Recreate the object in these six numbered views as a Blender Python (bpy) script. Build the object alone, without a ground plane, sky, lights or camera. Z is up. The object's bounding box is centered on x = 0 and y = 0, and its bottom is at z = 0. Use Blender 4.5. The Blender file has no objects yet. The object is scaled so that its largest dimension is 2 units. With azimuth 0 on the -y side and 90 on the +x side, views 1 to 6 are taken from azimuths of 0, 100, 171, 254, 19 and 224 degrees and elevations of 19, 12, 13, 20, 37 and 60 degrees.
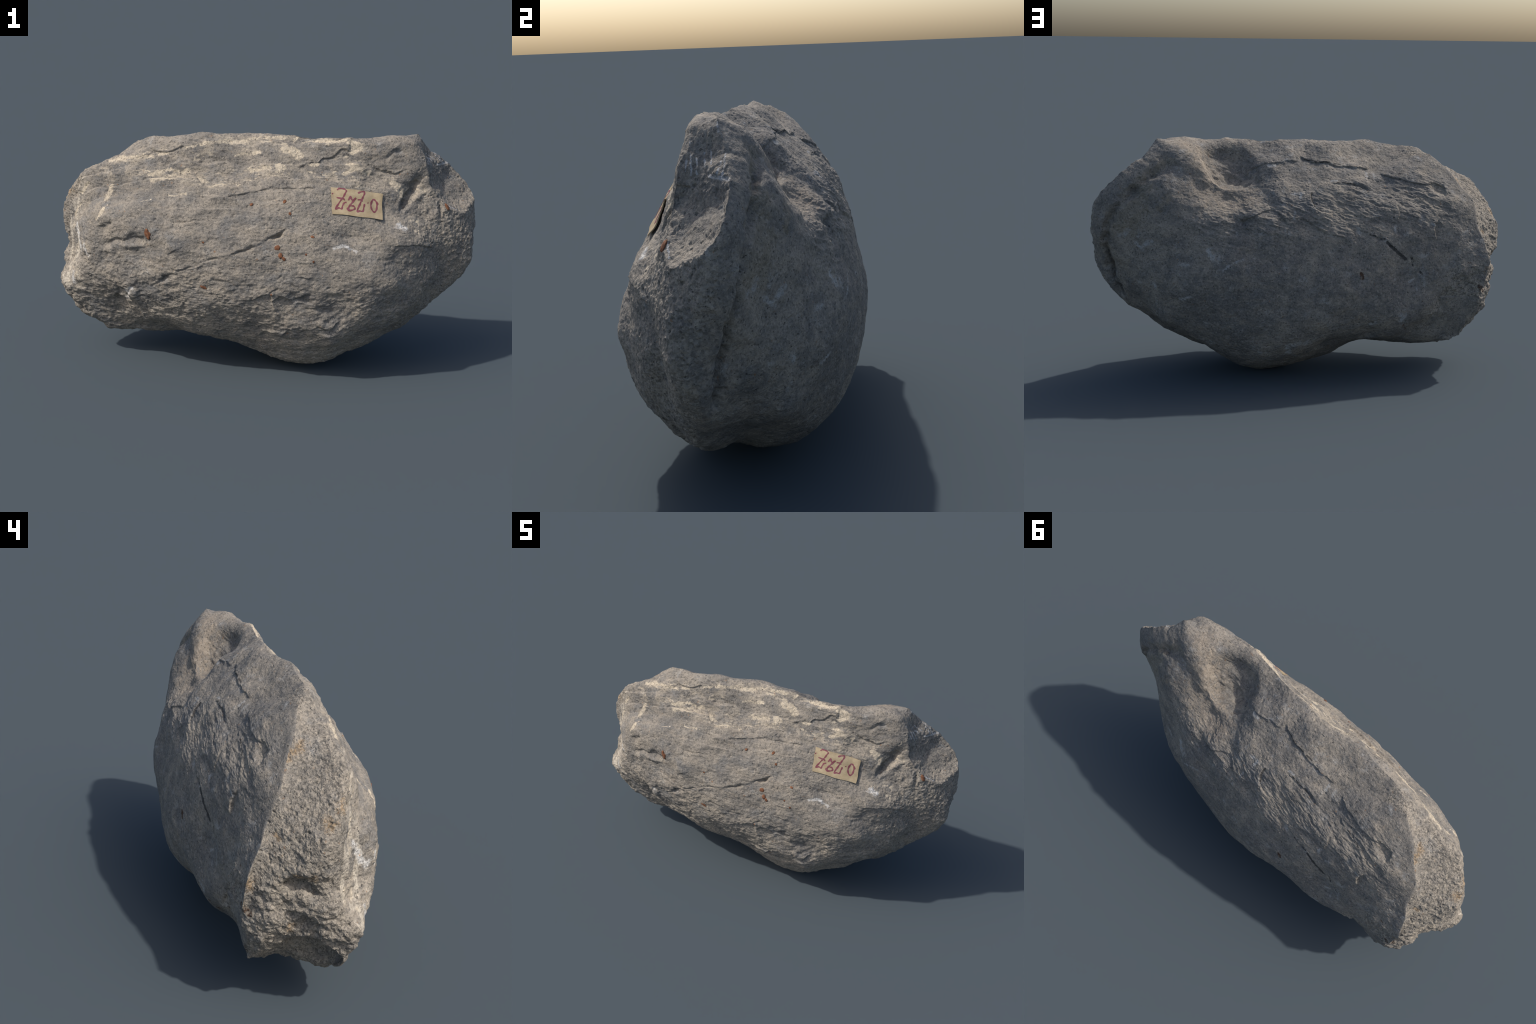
"""A big grey limestone lump: the stone filling of a two-valved shell, lying on its keel.

The body is one closed surface, lofted over rings that run round the long (x) axis from the
broken left end to the beak on the right.  Sharp ridges and re-entrant creases are laid over
the loft as cusped lines; fractures, flakes, hollows and grit are then worked into it along
its normals.  The finished surface is split by region into the two shell faces, the broken
end and the beak end.  A paper label with an inked number and rusty grains sit on top.
"""
import math, random
import bpy, bmesh
import numpy as np
from mathutils import Vector

random.seed(11)
RNG = np.random.default_rng(11)

# ------------------------------------------------------------------ the lofted body
CENTRE = np.array([0.0, 0.0, 0.57])
HALF = np.array([1.0, 0.36, 0.56])       # half length, half thickness, half height
RINGS = []                               # B-spline control rings, left pole to right pole
TURN = 24                                # controls round a ring, from the keel up the back over the crest


def add_ring(swell):
    """One control ring: how far it swells beyond the plain ellipsoid, starting at the keel."""
    RINGS.append(swell * TURN if len(swell) == 1 else swell)


add_ring([0.965])
add_ring([0.999, 1.003, 1.000, 0.993, 0.989, 0.991, 1.003, 1.018, 1.028, 1.032, 1.031, 1.023, 1.021, 1.020, 1.004, 0.989, 0.974, 0.962, 0.955, 0.954, 0.955, 0.959, 0.970, 0.985])
add_ring([1.041, 1.033, 1.030, 1.008, 0.996, 1.001, 1.017, 1.033, 1.030, 1.038, 1.082, 1.116, 1.135, 1.106, 1.014, 0.980, 0.979, 0.982, 0.991, 1.009, 1.039, 1.057, 1.080, 1.055])
add_ring([1.104, 1.034, 1.007, 1.038, 1.123, 1.111, 1.045, 1.031, 1.023, 1.031, 1.042, 1.039, 1.045, 1.135, 1.025, 0.940, 0.974, 0.979, 1.002, 0.986, 1.005, 1.021, 1.119, 1.154])
add_ring([1.052, 1.023, 1.018, 1.126, 1.122, 1.087, 1.031, 0.994, 0.982, 1.014, 1.036, 1.056, 0.999, 1.081, 0.981, 0.922, 1.040, 0.993, 0.962, 1.010, 1.001, 0.966, 1.007, 1.146])
add_ring([0.969, 1.026, 1.102, 1.058, 1.089, 1.054, 0.968, 0.918, 0.924, 0.937, 0.970, 0.988, 1.009, 1.006, 0.895, 0.898, 0.980, 0.985, 0.982, 1.040, 1.013, 0.908, 0.895, 1.004])
add_ring([0.843, 0.805, 0.840, 1.052, 1.117, 1.021, 0.931, 0.920, 0.930, 0.874, 0.879, 0.867, 0.972, 0.993, 0.819, 0.883, 0.995, 0.996, 1.013, 1.023, 1.019, 1.030, 0.903, 0.823])
add_ring([0.915, 0.883, 0.858, 0.984, 0.996, 1.058, 0.964, 0.936, 0.895, 0.855, 0.838, 0.851, 1.054, 0.962, 0.779, 0.813, 0.900, 0.920, 1.012, 1.048, 1.027, 0.993, 0.899, 0.789])
add_ring([1.019, 0.953, 0.965, 1.084, 1.124, 1.108, 0.979, 0.922, 0.870, 0.840, 0.809, 0.870, 0.999, 0.902, 0.779, 0.791, 0.874, 0.901, 1.003, 1.082, 1.022, 0.947, 1.049, 0.878])
add_ring([1.091, 1.081, 1.106, 1.127, 1.106, 0.987, 1.016, 0.946, 0.893, 0.810, 0.772, 0.848, 0.827, 0.928, 0.810, 0.829, 0.880, 0.903, 1.024, 1.127, 1.134, 1.150, 1.239, 0.972])
add_ring([0.877, 0.977, 1.013, 1.056, 1.031, 1.054, 1.077, 0.908, 0.876, 0.791, 0.762, 0.897, 0.909, 1.077, 0.859, 0.879, 0.896, 0.900, 1.075, 1.153, 1.128, 1.037, 1.060, 0.986])
add_ring([0.885, 0.856, 0.922, 0.990, 0.991, 1.028, 0.996, 0.902, 0.937, 0.928, 0.988, 1.250, 1.169, 1.177, 0.895, 0.844, 0.942, 1.009, 1.013, 0.983, 1.047, 1.027, 0.973, 1.004])
add_ring([0.871, 0.844, 0.893, 0.943, 0.948, 0.952, 0.936, 0.935, 0.980, 1.046, 1.127, 1.214, 1.162, 1.111, 0.928, 0.849, 0.860, 0.964, 0.941, 0.982, 0.986, 0.948, 0.953, 0.985])
add_ring([0.885, 0.868, 0.875, 0.895, 0.905, 0.916, 0.919, 0.906, 0.944, 1.043, 1.121, 1.124, 1.058, 1.006, 0.957, 0.917, 0.887, 0.891, 0.890, 0.917, 0.925, 0.926, 0.933, 0.910])
add_ring([0.929, 0.905, 0.882, 0.883, 0.891, 0.897, 0.902, 0.916, 0.959, 1.020, 1.053, 1.057, 1.022, 0.989, 0.973, 0.953, 0.918, 0.877, 0.851, 0.860, 0.888, 0.919, 0.927, 0.920])
add_ring([0.955, 0.947, 0.943, 0.942, 0.943, 0.944, 0.949, 0.957, 0.969, 0.984, 0.998, 1.007, 1.010, 1.012, 1.013, 1.014, 1.014, 1.013, 1.014, 1.010, 1.002, 0.992, 0.979, 0.967])
add_ring([0.964])

CREASES = []


def Knot(at, lift):
    return (at, lift)


def add_crease(name, reach, knots):
    """A cusped line: lift > 0 gives a sharp ridge, lift < 0 a re-entrant fold."""
    CREASES.append((name, reach, np.array([k[0] for k in knots]), np.array([k[1] for k in knots])))


add_crease("crest", 0.05, [
    Knot((-0.580, -0.020, 1.092), +0.0516),
    Knot((-0.500, -0.040, 1.095), +0.0411),
    Knot((-0.300, -0.050, 1.120), +0.0399),
    Knot((-0.100, -0.030, 1.110), +0.0150),
    Knot((0.100, -0.050, 1.120), +0.0944),
    Knot((0.350, -0.088, 1.125), +0.0836),
])
add_crease("end_back_edge", 0.06, [
    Knot((-0.580, -0.020, 1.092), +0.0539),
    Knot((-0.636, 0.021, 1.056), +0.0544),
    Knot((-0.750, 0.093, 0.930), +0.0547),
    Knot((-0.814, 0.135, 0.846), +0.0248),
    Knot((-0.861, 0.214, 0.667), +0.0264),
    Knot((-0.870, 0.260, 0.567), +0.0276),
    Knot((-0.862, 0.276, 0.443), +0.0208),
    Knot((-0.850, 0.280, 0.360), +0.0799),
])
add_crease("end_back_arris", 0.02, [
    Knot((-0.580, -0.020, 1.092), -0.0342),
    Knot((-0.636, 0.021, 1.056), +0.0105),
    Knot((-0.750, 0.093, 0.930), -0.0148),
    Knot((-0.814, 0.135, 0.846), +0.0097),
    Knot((-0.861, 0.214, 0.667), +0.0228),
    Knot((-0.870, 0.260, 0.567), +0.0860),
    Knot((-0.862, 0.276, 0.443), +0.0691),
])
add_crease("end_front_edge", 0.05, [
    Knot((-0.700, -0.040, 0.990), +0.0022),
    Knot((-0.852, -0.070, 0.890), +0.0054),
    Knot((-0.937, -0.057, 0.800), -0.0404),
    Knot((-0.970, -0.030, 0.730), -0.0116),
    Knot((-0.965, -0.017, 0.614), -0.0172),
    Knot((-0.973, -0.007, 0.504), +0.0041),
    Knot((-0.975, -0.037, 0.439), +0.0162),
    Knot((-0.950, -0.104, 0.353), +0.0278),
])
add_crease("bottom_lip", 0.045, [
    Knot((-0.855, 0.285, 0.406), -0.0066),
    Knot((-0.780, 0.256, 0.293), +0.0482),
    Knot((-0.755, 0.232, 0.200), +0.1608),
    Knot((-0.710, 0.215, 0.170), +0.1602),
])
add_crease("lobe_lip", 0.045, [
    Knot((-0.760, -0.056, 0.117), +0.0499),
    Knot((-0.880, -0.090, 0.240), -0.0279),
    Knot((-0.950, -0.104, 0.353), -0.0186),
])
add_crease("beak_edge", 0.03, [
    Knot((0.673, -0.013, 1.145), -0.0198),
    Knot((0.701, -0.052, 1.054), +0.0035),
    Knot((0.739, -0.084, 0.957), +0.1058),
    Knot((0.751, -0.090, 0.908), +0.0753),
    Knot((0.781, -0.087, 0.861), +0.0066),
    Knot((0.823, -0.097, 0.818), +0.0065),
    Knot((0.930, -0.055, 0.793), +0.0201),
])
add_crease("hollow_rim", 0.035, [
    Knot((0.679, 0.028, 1.140), +0.0596),
    Knot((0.752, 0.061, 1.050), +0.0091),
    Knot((0.830, 0.090, 0.985), +0.0610),
    Knot((0.900, 0.088, 0.934), +0.0336),
    Knot((0.955, 0.065, 0.890), +0.0127),
    Knot((0.975, 0.036, 0.835), +0.0189),
    Knot((0.930, -0.055, 0.793), +0.0125),
])
add_crease("ledge", 0.03, [
    Knot((0.745, -0.070, 1.000), +0.0382),
    Knot((0.773, -0.007, 0.995), +0.0169),
    Knot((0.826, 0.080, 0.990), -0.0173),
])
add_crease("groove", 0.05, [
    Knot((0.660, 0.117, 1.040), -0.0612),
    Knot((0.784, 0.129, 0.963), -0.0294),
    Knot((0.884, 0.130, 0.863), -0.0137),
    Knot((0.922, 0.120, 0.769), +0.0375),
    Knot((0.934, 0.092, 0.668), +0.0236),
    Knot((0.933, 0.068, 0.575), +0.0104),
    Knot((0.924, 0.042, 0.491), +0.0014),
    Knot((0.853, 0.017, 0.372), +0.0175),
    Knot((0.758, -0.011, 0.288), +0.0049),
    Knot((0.620, -0.015, 0.190), -0.0222),
])
add_crease("underlip", 0.06, [
    Knot((-0.660, -0.240, 0.380), -0.0172),
    Knot((-0.620, -0.220, 0.330), -0.0026),
    Knot((-0.600, -0.100, 0.300), -0.0360),
])


def cubic(t):
    t = np.abs(t)
    return np.where(t < 1, 2 / 3 - t * t + t ** 3 / 2, np.where(t < 2, (2 - t) ** 3 / 6, 0.0))


def loft(d):
    """Swell of the lofted rings in the directions d."""
    rings = np.array(RINGS)
    n = len(rings)
    u = np.arccos(np.clip(-d[:, 0], -1, 1)) / math.pi * (n - 1)
    v = (np.arctan2(d[:, 1], -d[:, 2]) % math.tau) / math.tau * TURN
    iu, iv = np.floor(u).astype(int), np.floor(v).astype(int)
    out = np.zeros(len(d))
    for a in range(-1, 3):
        i = iu + a
        flip = np.where((i < 0) | (i >= n), TURN // 2, 0)     # past a pole the ring is met from the far side
        ii = np.where(i < 0, -i, np.where(i >= n, 2 * (n - 1) - i, i))
        wu = cubic(u - i)
        for b in range(-1, 3):
            out += wu * cubic(v - (iv + b)) * rings[ii, (iv + b + flip) % TURN]
    return out


def along(p, line, reach):
    """Distance to a polyline, position along it, and the signed side (needs normals: see side)."""
    near = np.all((p > line.min(0) - reach) & (p < line.max(0) + reach), axis=1).nonzero()[0]
    q = p[near]
    best, pos = np.full(len(q), 9.0), np.zeros(len(q))
    foot, run = np.zeros_like(q), np.zeros_like(q)
    for i in range(len(line) - 1):
        a, ab = line[i], line[i + 1] - line[i]
        t = np.clip(((q - a) @ ab) / (ab @ ab), 0, 1)
        f = a + t[:, None] * ab
        dist = np.linalg.norm(q - f, axis=1)
        m = dist < best
        best[m], pos[m], foot[m], run[m] = dist[m], i + t[m], f[m], ab / np.linalg.norm(ab)
    return near, best, pos, foot, run


KNOCKS = []


def knock(at, lift, width):
    """A single bulge (lift > 0) or dent (lift < 0) of the given width, facing the point `at`."""
    KNOCKS.append((np.array(at), lift, width))


knock((-0.554, -0.048, 1.080), +0.0696, 0.07)
knock((-0.333, -0.062, 1.117), +0.0434, 0.07)
knock((-0.478, -0.088, 1.030), -0.0663, 0.07)
knock((-0.434, -0.103, 1.053), +0.0683, 0.07)
knock((-0.295, -0.195, 0.897), -0.0129, 0.07)
knock((-0.737, -0.120, 0.863), -0.0495, 0.07)
knock((-0.765, -0.159, 0.801), +0.0241, 0.07)
knock((-0.796, -0.203, 0.724), +0.0107, 0.07)
knock((-0.852, -0.100, 0.872), +0.0197, 0.07)
knock((-0.574, -0.197, 0.850), +0.0100, 0.07)
knock((-0.468, -0.206, 0.851), -0.0333, 0.07)
knock((-0.355, -0.253, 0.830), -0.0271, 0.07)
knock((-0.247, -0.279, 0.771), -0.0462, 0.07)
knock((-0.428, -0.282, 0.747), -0.0309, 0.07)
knock((-0.819, -0.205, 0.624), +0.0092, 0.07)
knock((-0.680, -0.137, 0.888), +0.0131, 0.07)
knock((-0.869, -0.149, 0.704), +0.0171, 0.07)
knock((-0.324, -0.111, 1.013), -0.0404, 0.07)
knock((-0.355, -0.336, 0.589), -0.0140, 0.07)
knock((-0.653, -0.227, 0.339), +0.0130, 0.07)
knock((-0.533, -0.279, 0.373), -0.0126, 0.07)
knock((-0.419, -0.330, 0.635), +0.0246, 0.07)
knock((-0.556, -0.284, 0.615), -0.0236, 0.07)
knock((-0.290, -0.342, 0.461), -0.0148, 0.07)
knock((0.062, -0.052, 1.111), -0.0147, 0.07)
knock((-0.093, -0.045, 1.089), -0.0103, 0.07)
knock((0.139, -0.130, 0.998), -0.0250, 0.07)
knock((0.231, -0.115, 1.035), -0.0177, 0.07)
knock((0.006, -0.195, 0.926), +0.0316, 0.07)
knock((0.061, -0.246, 0.853), +0.0192, 0.07)
knock((-0.087, -0.255, 0.838), -0.0122, 0.07)
knock((0.085, -0.268, 0.805), -0.0150, 0.07)
knock((-0.142, -0.191, 0.914), +0.0087, 0.07)
knock((0.275, -0.144, 0.963), -0.0336, 0.07)
knock((0.377, -0.166, 0.947), +0.0274, 0.07)
knock((0.616, -0.225, 0.756), +0.0179, 0.07)
knock((0.677, -0.091, 0.939), -0.0875, 0.07)
knock((0.525, -0.145, 0.927), +0.0389, 0.07)
knock((0.705, -0.084, 1.010), +0.0404, 0.07)
knock((0.590, -0.101, 1.006), -0.0170, 0.07)
knock((0.736, -0.079, 0.958), -0.0503, 0.07)
knock((0.806, -0.093, 0.839), +0.0090, 0.07)
knock((0.826, 0.080, 0.990), -0.0320, 0.07)
knock((0.941, 0.089, 0.900), +0.0476, 0.07)
knock((0.661, -0.030, 1.129), +0.0527, 0.07)
knock((0.058, -0.364, 0.536), -0.0125, 0.07)
knock((0.130, -0.355, 0.433), -0.0619, 0.07)
knock((0.290, -0.342, 0.398), -0.0636, 0.07)
knock((0.343, -0.353, 0.437), -0.0179, 0.07)
knock((0.368, -0.277, 0.710), -0.0429, 0.07)
knock((0.192, -0.311, 0.713), +0.0087, 0.07)
knock((0.227, -0.362, 0.302), +0.0114, 0.07)
knock((0.143, -0.368, 0.485), +0.0115, 0.07)
knock((0.446, -0.353, 0.571), +0.0239, 0.07)
knock((0.581, -0.283, 0.586), -0.0270, 0.07)
knock((0.598, -0.318, 0.512), +0.0494, 0.07)
knock((-0.262, 0.101, 1.007), +0.0115, 0.07)
knock((0.151, 0.102, 1.011), +0.0228, 0.07)
knock((-0.298, 0.127, 0.972), -0.0190, 0.07)
knock((-0.226, 0.294, 0.727), -0.0254, 0.07)
knock((0.514, -0.020, 1.133), +0.0665, 0.07)
knock((0.490, 0.135, 0.995), +0.0398, 0.07)
knock((0.569, 0.232, 0.812), +0.0130, 0.07)
knock((-0.612, 0.114, 0.958), -0.0225, 0.07)
knock((-0.661, 0.123, 0.937), -0.0242, 0.07)
knock((-0.476, 0.179, 0.895), -0.0250, 0.07)
knock((-0.545, 0.189, 0.865), -0.0247, 0.07)
knock((-0.610, 0.244, 0.741), +0.0110, 0.07)
knock((-0.617, 0.252, 0.675), -0.0210, 0.07)
knock((-0.406, 0.275, 0.733), -0.0103, 0.07)
knock((-0.457, 0.284, 0.591), -0.0331, 0.07)
knock((-0.493, 0.287, 0.491), -0.0539, 0.07)
knock((-0.645, 0.271, 0.558), -0.0235, 0.07)
knock((-0.846, 0.264, 0.437), -0.0150, 0.07)
knock((-0.757, 0.068, 0.941), -0.0252, 0.07)
knock((-0.809, 0.068, 0.879), -0.0415, 0.07)
knock((-0.887, -0.005, 0.865), -0.0303, 0.07)
knock((-0.972, 0.025, 0.761), -0.0221, 0.07)
knock((-0.978, 0.074, 0.675), +0.0121, 0.07)
knock((-0.873, 0.164, 0.693), -0.0167, 0.07)
knock((-0.936, 0.115, 0.659), -0.0298, 0.07)
knock((-0.898, -0.110, 0.573), -0.0238, 0.07)
knock((0.570, 0.272, 0.588), -0.0180, 0.07)
knock((0.510, -0.223, 0.779), -0.0245, 0.07)
knock((0.277, -0.249, 0.807), -0.0284, 0.07)
knock((-0.555, -0.292, 0.688), +0.0225, 0.07)
knock((-0.370, 0.118, 0.971), -0.0198, 0.07)
knock((0.876, 0.093, 0.955), +0.0128, 0.07)
knock((0.701, -0.052, 1.054), +0.0164, 0.07)
knock((0.751, -0.090, 0.908), -0.0264, 0.07)
knock((0.200, -0.090, 1.120), +0.0303, 0.07)
knock((0.400, -0.070, 1.120), +0.0359, 0.07)
knock((-0.784, 0.192, 0.754), -0.0192, 0.07)
knock((-0.737, 0.131, 0.890), -0.0243, 0.07)
knock((-0.790, 0.243, 0.220), +0.1652, 0.07)
knock((-0.779, 0.256, 0.293), +0.0192, 0.07)
knock((0.842, -0.106, 0.487), -0.0184, 0.07)
knock((0.768, -0.127, 0.412), -0.0214, 0.07)
knock((0.491, -0.111, 1.004), -0.1074, 0.07)
knock((-0.138, -0.098, 1.026), -0.0415, 0.07)
knock((0.845, 0.035, 0.904), -0.0615, 0.07)
knock((0.790, -0.011, 0.923), -0.0487, 0.07)
knock((0.678, -0.200, 0.702), +0.0142, 0.07)
knock((0.804, -0.167, 0.524), +0.0244, 0.07)
knock((0.385, 0.152, 0.886), -0.0686, 0.07)
knock((0.191, 0.310, 0.776), +0.0293, 0.07)
knock((-0.431, 0.046, 1.022), -0.0435, 0.07)
knock((0.195, -0.007, 1.066), -0.0275, 0.07)
knock((0.713, -0.004, 1.044), -0.0637, 0.07)
knock((0.596, 0.156, 0.968), -0.0141, 0.07)
knock((0.076, 0.327, 0.654), -0.0132, 0.07)
knock((-0.141, 0.261, 0.803), -0.0268, 0.07)
knock((-0.508, 0.017, 1.044), -0.0334, 0.07)
knock((-0.512, 0.234, 0.248), -0.0657, 0.07)
knock((0.805, 0.170, 0.864), -0.0297, 0.07)
knock((-0.301, 0.104, 0.170), -0.0440, 0.07)
knock((-0.137, 0.080, 0.097), +0.0158, 0.07)
knock((0.085, 0.205, 0.104), -0.0239, 0.07)
knock((0.798, 0.057, 0.404), -0.0170, 0.07)
knock((0.005, 0.214, 0.126), -0.0213, 0.07)
knock((0.186, 0.254, 0.832), -0.0380, 0.07)
knock((0.127, 0.321, 0.694), -0.0105, 0.07)
knock((0.015, 0.301, 0.733), -0.0162, 0.07)
knock((-0.202, 0.258, 0.806), -0.0247, 0.07)
knock((-0.354, 0.173, 0.899), -0.0448, 0.07)
knock((0.247, -0.035, 1.077), +0.0359, 0.07)
knock((-0.140, 0.000, 1.084), -0.0148, 0.07)
knock((0.637, 0.179, 0.938), +0.0524, 0.07)
knock((-0.860, 0.106, 0.808), -0.0303, 0.07)
knock((-0.407, 0.310, 0.447), -0.0192, 0.07)
knock((-0.082, 0.239, 0.194), -0.0505, 0.07)
knock((-0.271, 0.251, 0.243), -0.0417, 0.07)
knock((-0.162, 0.228, 0.208), -0.0354, 0.07)
knock((-0.928, -0.088, 0.480), -0.0338, 0.07)
knock((-0.923, -0.063, 0.692), -0.0275, 0.07)
knock((-0.476, -0.302, 0.612), -0.0145, 0.07)
knock((-0.765, 0.183, 0.321), +0.0126, 0.07)
knock((0.132, -0.281, 0.172), +0.0346, 0.07)
knock((0.558, -0.111, 0.963), -0.0458, 0.07)
knock((-0.064, -0.312, 0.287), -0.0131, 0.07)
knock((0.518, -0.092, 1.044), +0.0726, 0.07)
knock((0.097, -0.348, 0.269), +0.0271, 0.07)
knock((0.330, -0.359, 0.237), +0.0527, 0.07)
knock((0.004, -0.100, 1.032), +0.0099, 0.07)
knock((-0.261, 0.014, 1.067), -0.0390, 0.07)
knock((0.237, 0.256, 0.810), +0.0532, 0.07)
knock((0.328, 0.193, 0.850), -0.0265, 0.07)
knock((-0.025, 0.045, 1.045), -0.0451, 0.07)
knock((0.461, 0.265, 0.782), +0.0277, 0.07)
knock((0.801, 0.047, 1.022), -0.0193, 0.07)
knock((0.250, 0.318, 0.638), -0.0378, 0.07)
knock((-0.439, 0.304, 0.492), -0.0215, 0.07)
knock((-0.669, 0.222, 0.259), -0.2158, 0.07)
knock((0.422, 0.296, 0.743), +0.0369, 0.07)
knock((0.899, 0.147, 0.761), -0.0357, 0.07)
knock((0.397, 0.313, 0.268), +0.0180, 0.07)
knock((-0.202, 0.289, 0.223), +0.0104, 0.07)
knock((0.674, 0.203, 0.316), +0.0317, 0.07)
knock((-0.200, 0.036, 1.036), -0.0345, 0.07)
knock((0.187, 0.336, 0.603), -0.0161, 0.07)
knock((-0.923, 0.055, 0.786), -0.0339, 0.07)
knock((0.136, 0.187, 0.933), +0.0269, 0.07)
knock((-0.009, 0.275, 0.772), -0.0263, 0.07)
knock((0.247, 0.339, 0.579), -0.0148, 0.07)
knock((-0.664, 0.277, 0.441), -0.0202, 0.07)
knock((-0.838, 0.272, 0.368), +0.0379, 0.07)
knock((0.015, -0.312, 0.217), +0.0243, 0.07)
knock((0.260, -0.340, 0.594), -0.0181, 0.07)
knock((-0.182, -0.363, 0.551), +0.0089, 0.07)
knock((-0.176, -0.236, 0.892), +0.0111, 0.07)
knock((0.212, -0.352, 0.517), -0.0197, 0.07)
knock((0.295, -0.324, 0.190), +0.0248, 0.07)
knock((0.610, -0.137, 0.887), +0.0375, 0.07)
knock((-0.543, -0.221, 0.257), +0.0225, 0.07)
knock((0.178, -0.172, 0.949), +0.0215, 0.07)
knock((-0.323, -0.165, 0.947), +0.0117, 0.07)
knock((0.570, -0.144, 0.210), -0.0384, 0.07)
knock((0.732, 0.116, 1.033), +0.0194, 0.07)
knock((0.870, 0.080, 0.530), -0.0290, 0.07)
knock((-0.698, 0.260, 0.365), -0.0816, 0.07)
knock((0.498, 0.281, 0.705), +0.0108, 0.07)
knock((-0.892, 0.143, 0.451), -0.0346, 0.07)
knock((-0.601, -0.183, 0.227), +0.0369, 0.07)
knock((-0.529, -0.312, 0.572), +0.0127, 0.07)
knock((-0.110, -0.370, 0.384), +0.0207, 0.07)


# round scoops broken out of the stone: behind the crest, and under the beak
SCOOPS = [("back_hollow", (0.333, 0.125, 1.085), 0.154, 0.05), ("back_hollow_floor", (0.345, 0.13, 1.0), 0.1, 0.03), ("foot_hollow", (-0.91, 0.06, 0.215), 0.12, 0.02), ("beak_hollow", (1.033, -0.198, 1.089), 0.35, 0.008)]


def on_ellipsoid(p):
    q = (np.atleast_2d(p) - CENTRE) / HALF
    return HALF * q / np.linalg.norm(q, axis=1)[:, None]


def shape(d):
    """Base surface point in each direction: loft, cusped creases, bulges and dents.

    Creases and knocks are measured on the plain ellipsoid under the surface."""
    s = loft(d)
    p = HALF * d
    for name, reach, line, lift in CREASES:
        near, dist, pos, _, _ = along(p, on_ellipsoid(line), 6 * reach)
        i = np.minimum(pos.astype(int), len(line) - 2)
        amp = lift[i] * (1 - (pos - i)) + lift[i + 1] * (pos - i)
        s[near] += amp * np.exp(-dist / reach) * (dist < 6 * reach)
    for at, lift, width in KNOCKS:
        c = on_ellipsoid(at)[0]
        near = np.all(np.abs(p - c) < 3 * width, axis=1).nonzero()[0]
        s[near] += lift * np.exp(-((p[near] - c) ** 2).sum(1) / width ** 2)
    p = CENTRE + s[:, None] * HALF * d
    for name, centre, radius, soft in SCOOPS:
        out = p - np.array(centre)
        dist = np.linalg.norm(out, axis=1)
        uneven = radius + 0.006 * noise(p, 0.12, 940) + 0.006 * noise(p, 0.05, 941)
        t = np.clip(0.5 + 0.5 * (dist - uneven) / soft, 0, 1)
        floor = np.where(dist > uneven + soft, dist, np.maximum(uneven + (dist - uneven) * t + soft * t * (1 - t), uneven))
        p = centre + out * (floor / np.maximum(dist, 1e-9))[:, None]
    return p


# ------------------------------------------------------------------ noise
TABLE = np.random.default_rng(5).uniform(-1, 1, 1 << 16).astype(np.float32)


def noise(p, scale, seed, stretch=(1, 1, 1)):
    """Smooth value noise in -1..1 with features about `scale` metres across."""
    q = (p / (scale * np.array(stretch)) + 100.0).astype(np.float32)
    f = np.floor(q).astype(np.int32)
    t = q - f
    t = t * t * (3 - 2 * t)
    key = f @ np.array([7919, 104729, 15485863], np.int32) + np.int32(seed * 50021)

    def corner(dx, dy, dz):
        k = key + np.int32(dx * 7919 + dy * 104729 + dz * 15485863)
        return TABLE[(k ^ (k >> 15)) & 0xFFFF]

    tx, ty, tz = t[:, 0], t[:, 1], t[:, 2]

    def lerp(a, b, w):
        return a + (b - a) * w

    low = lerp(lerp(corner(0, 0, 0), corner(1, 0, 0), tx), lerp(corner(0, 1, 0), corner(1, 1, 0), tx), ty)
    high = lerp(lerp(corner(0, 0, 1), corner(1, 0, 1), tx), lerp(corner(0, 1, 1), corner(1, 1, 1), tx), ty)
    return lerp(low, high, tz)


def fractal(p, scale, seed, octaves, gain=0.5, stretch=(1, 1, 1)):
    total, amp = 0, 1.0
    for k in range(octaves):
        total = total + amp * noise(p, scale / 2.03 ** k, seed + 17 * k, stretch)
        amp *= gain
    return total


def step(x, a, b):
    t = np.clip((x - a) / (b - a), 0, 1)
    return t * t * (3 - 2 * t)


# ------------------------------------------------------------------ fractures, flakes and hollows
RELIEF = []


def crack(name, depth, width, line):
    RELIEF.append(("crack", name, depth, width, np.array(line)))


def ridge(name, height, width, line):
    RELIEF.append(("crack", name, -height, width, np.array(line)))


def scarp(name, height, width, line):
    """A broken edge: the surface left of the line stands proud, the right side is sunk."""
    RELIEF.append(("scarp", name, height, width, np.array(line)))


crack("front_fissure", 0.01, 0.007, [(-0.526, -0.305, 0.451), (-0.473, -0.320, 0.492), (-0.411, -0.332, 0.526), (-0.310, -0.341, 0.583), (-0.218, -0.346, 0.613), (-0.117, -0.340, 0.645), (-0.036, -0.328, 0.679), (0.036, -0.315, 0.713), (0.090, -0.295, 0.756)])
crack("front_fissure_mouth", 0.016, 0.012, [(-0.495, -0.314, 0.468), (-0.460, -0.323, 0.499)])
crack("front_fissure_mouth", 0.012, 0.01, [(0.018, -0.318, 0.705), (0.045, -0.312, 0.720)])
scarp("front_fissure_step", 0.0049, 0.05, [(-0.526, -0.304, 0.446), (-0.411, -0.332, 0.521), (-0.218, -0.347, 0.611), (-0.036, -0.329, 0.676), (0.090, -0.297, 0.751)])
crack("upper_fissure", 0.007, 0.005, [(-0.437, -0.284, 0.748), (-0.372, -0.294, 0.758), (-0.298, -0.287, 0.771), (-0.262, -0.279, 0.780), (-0.246, -0.281, 0.772)])
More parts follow.
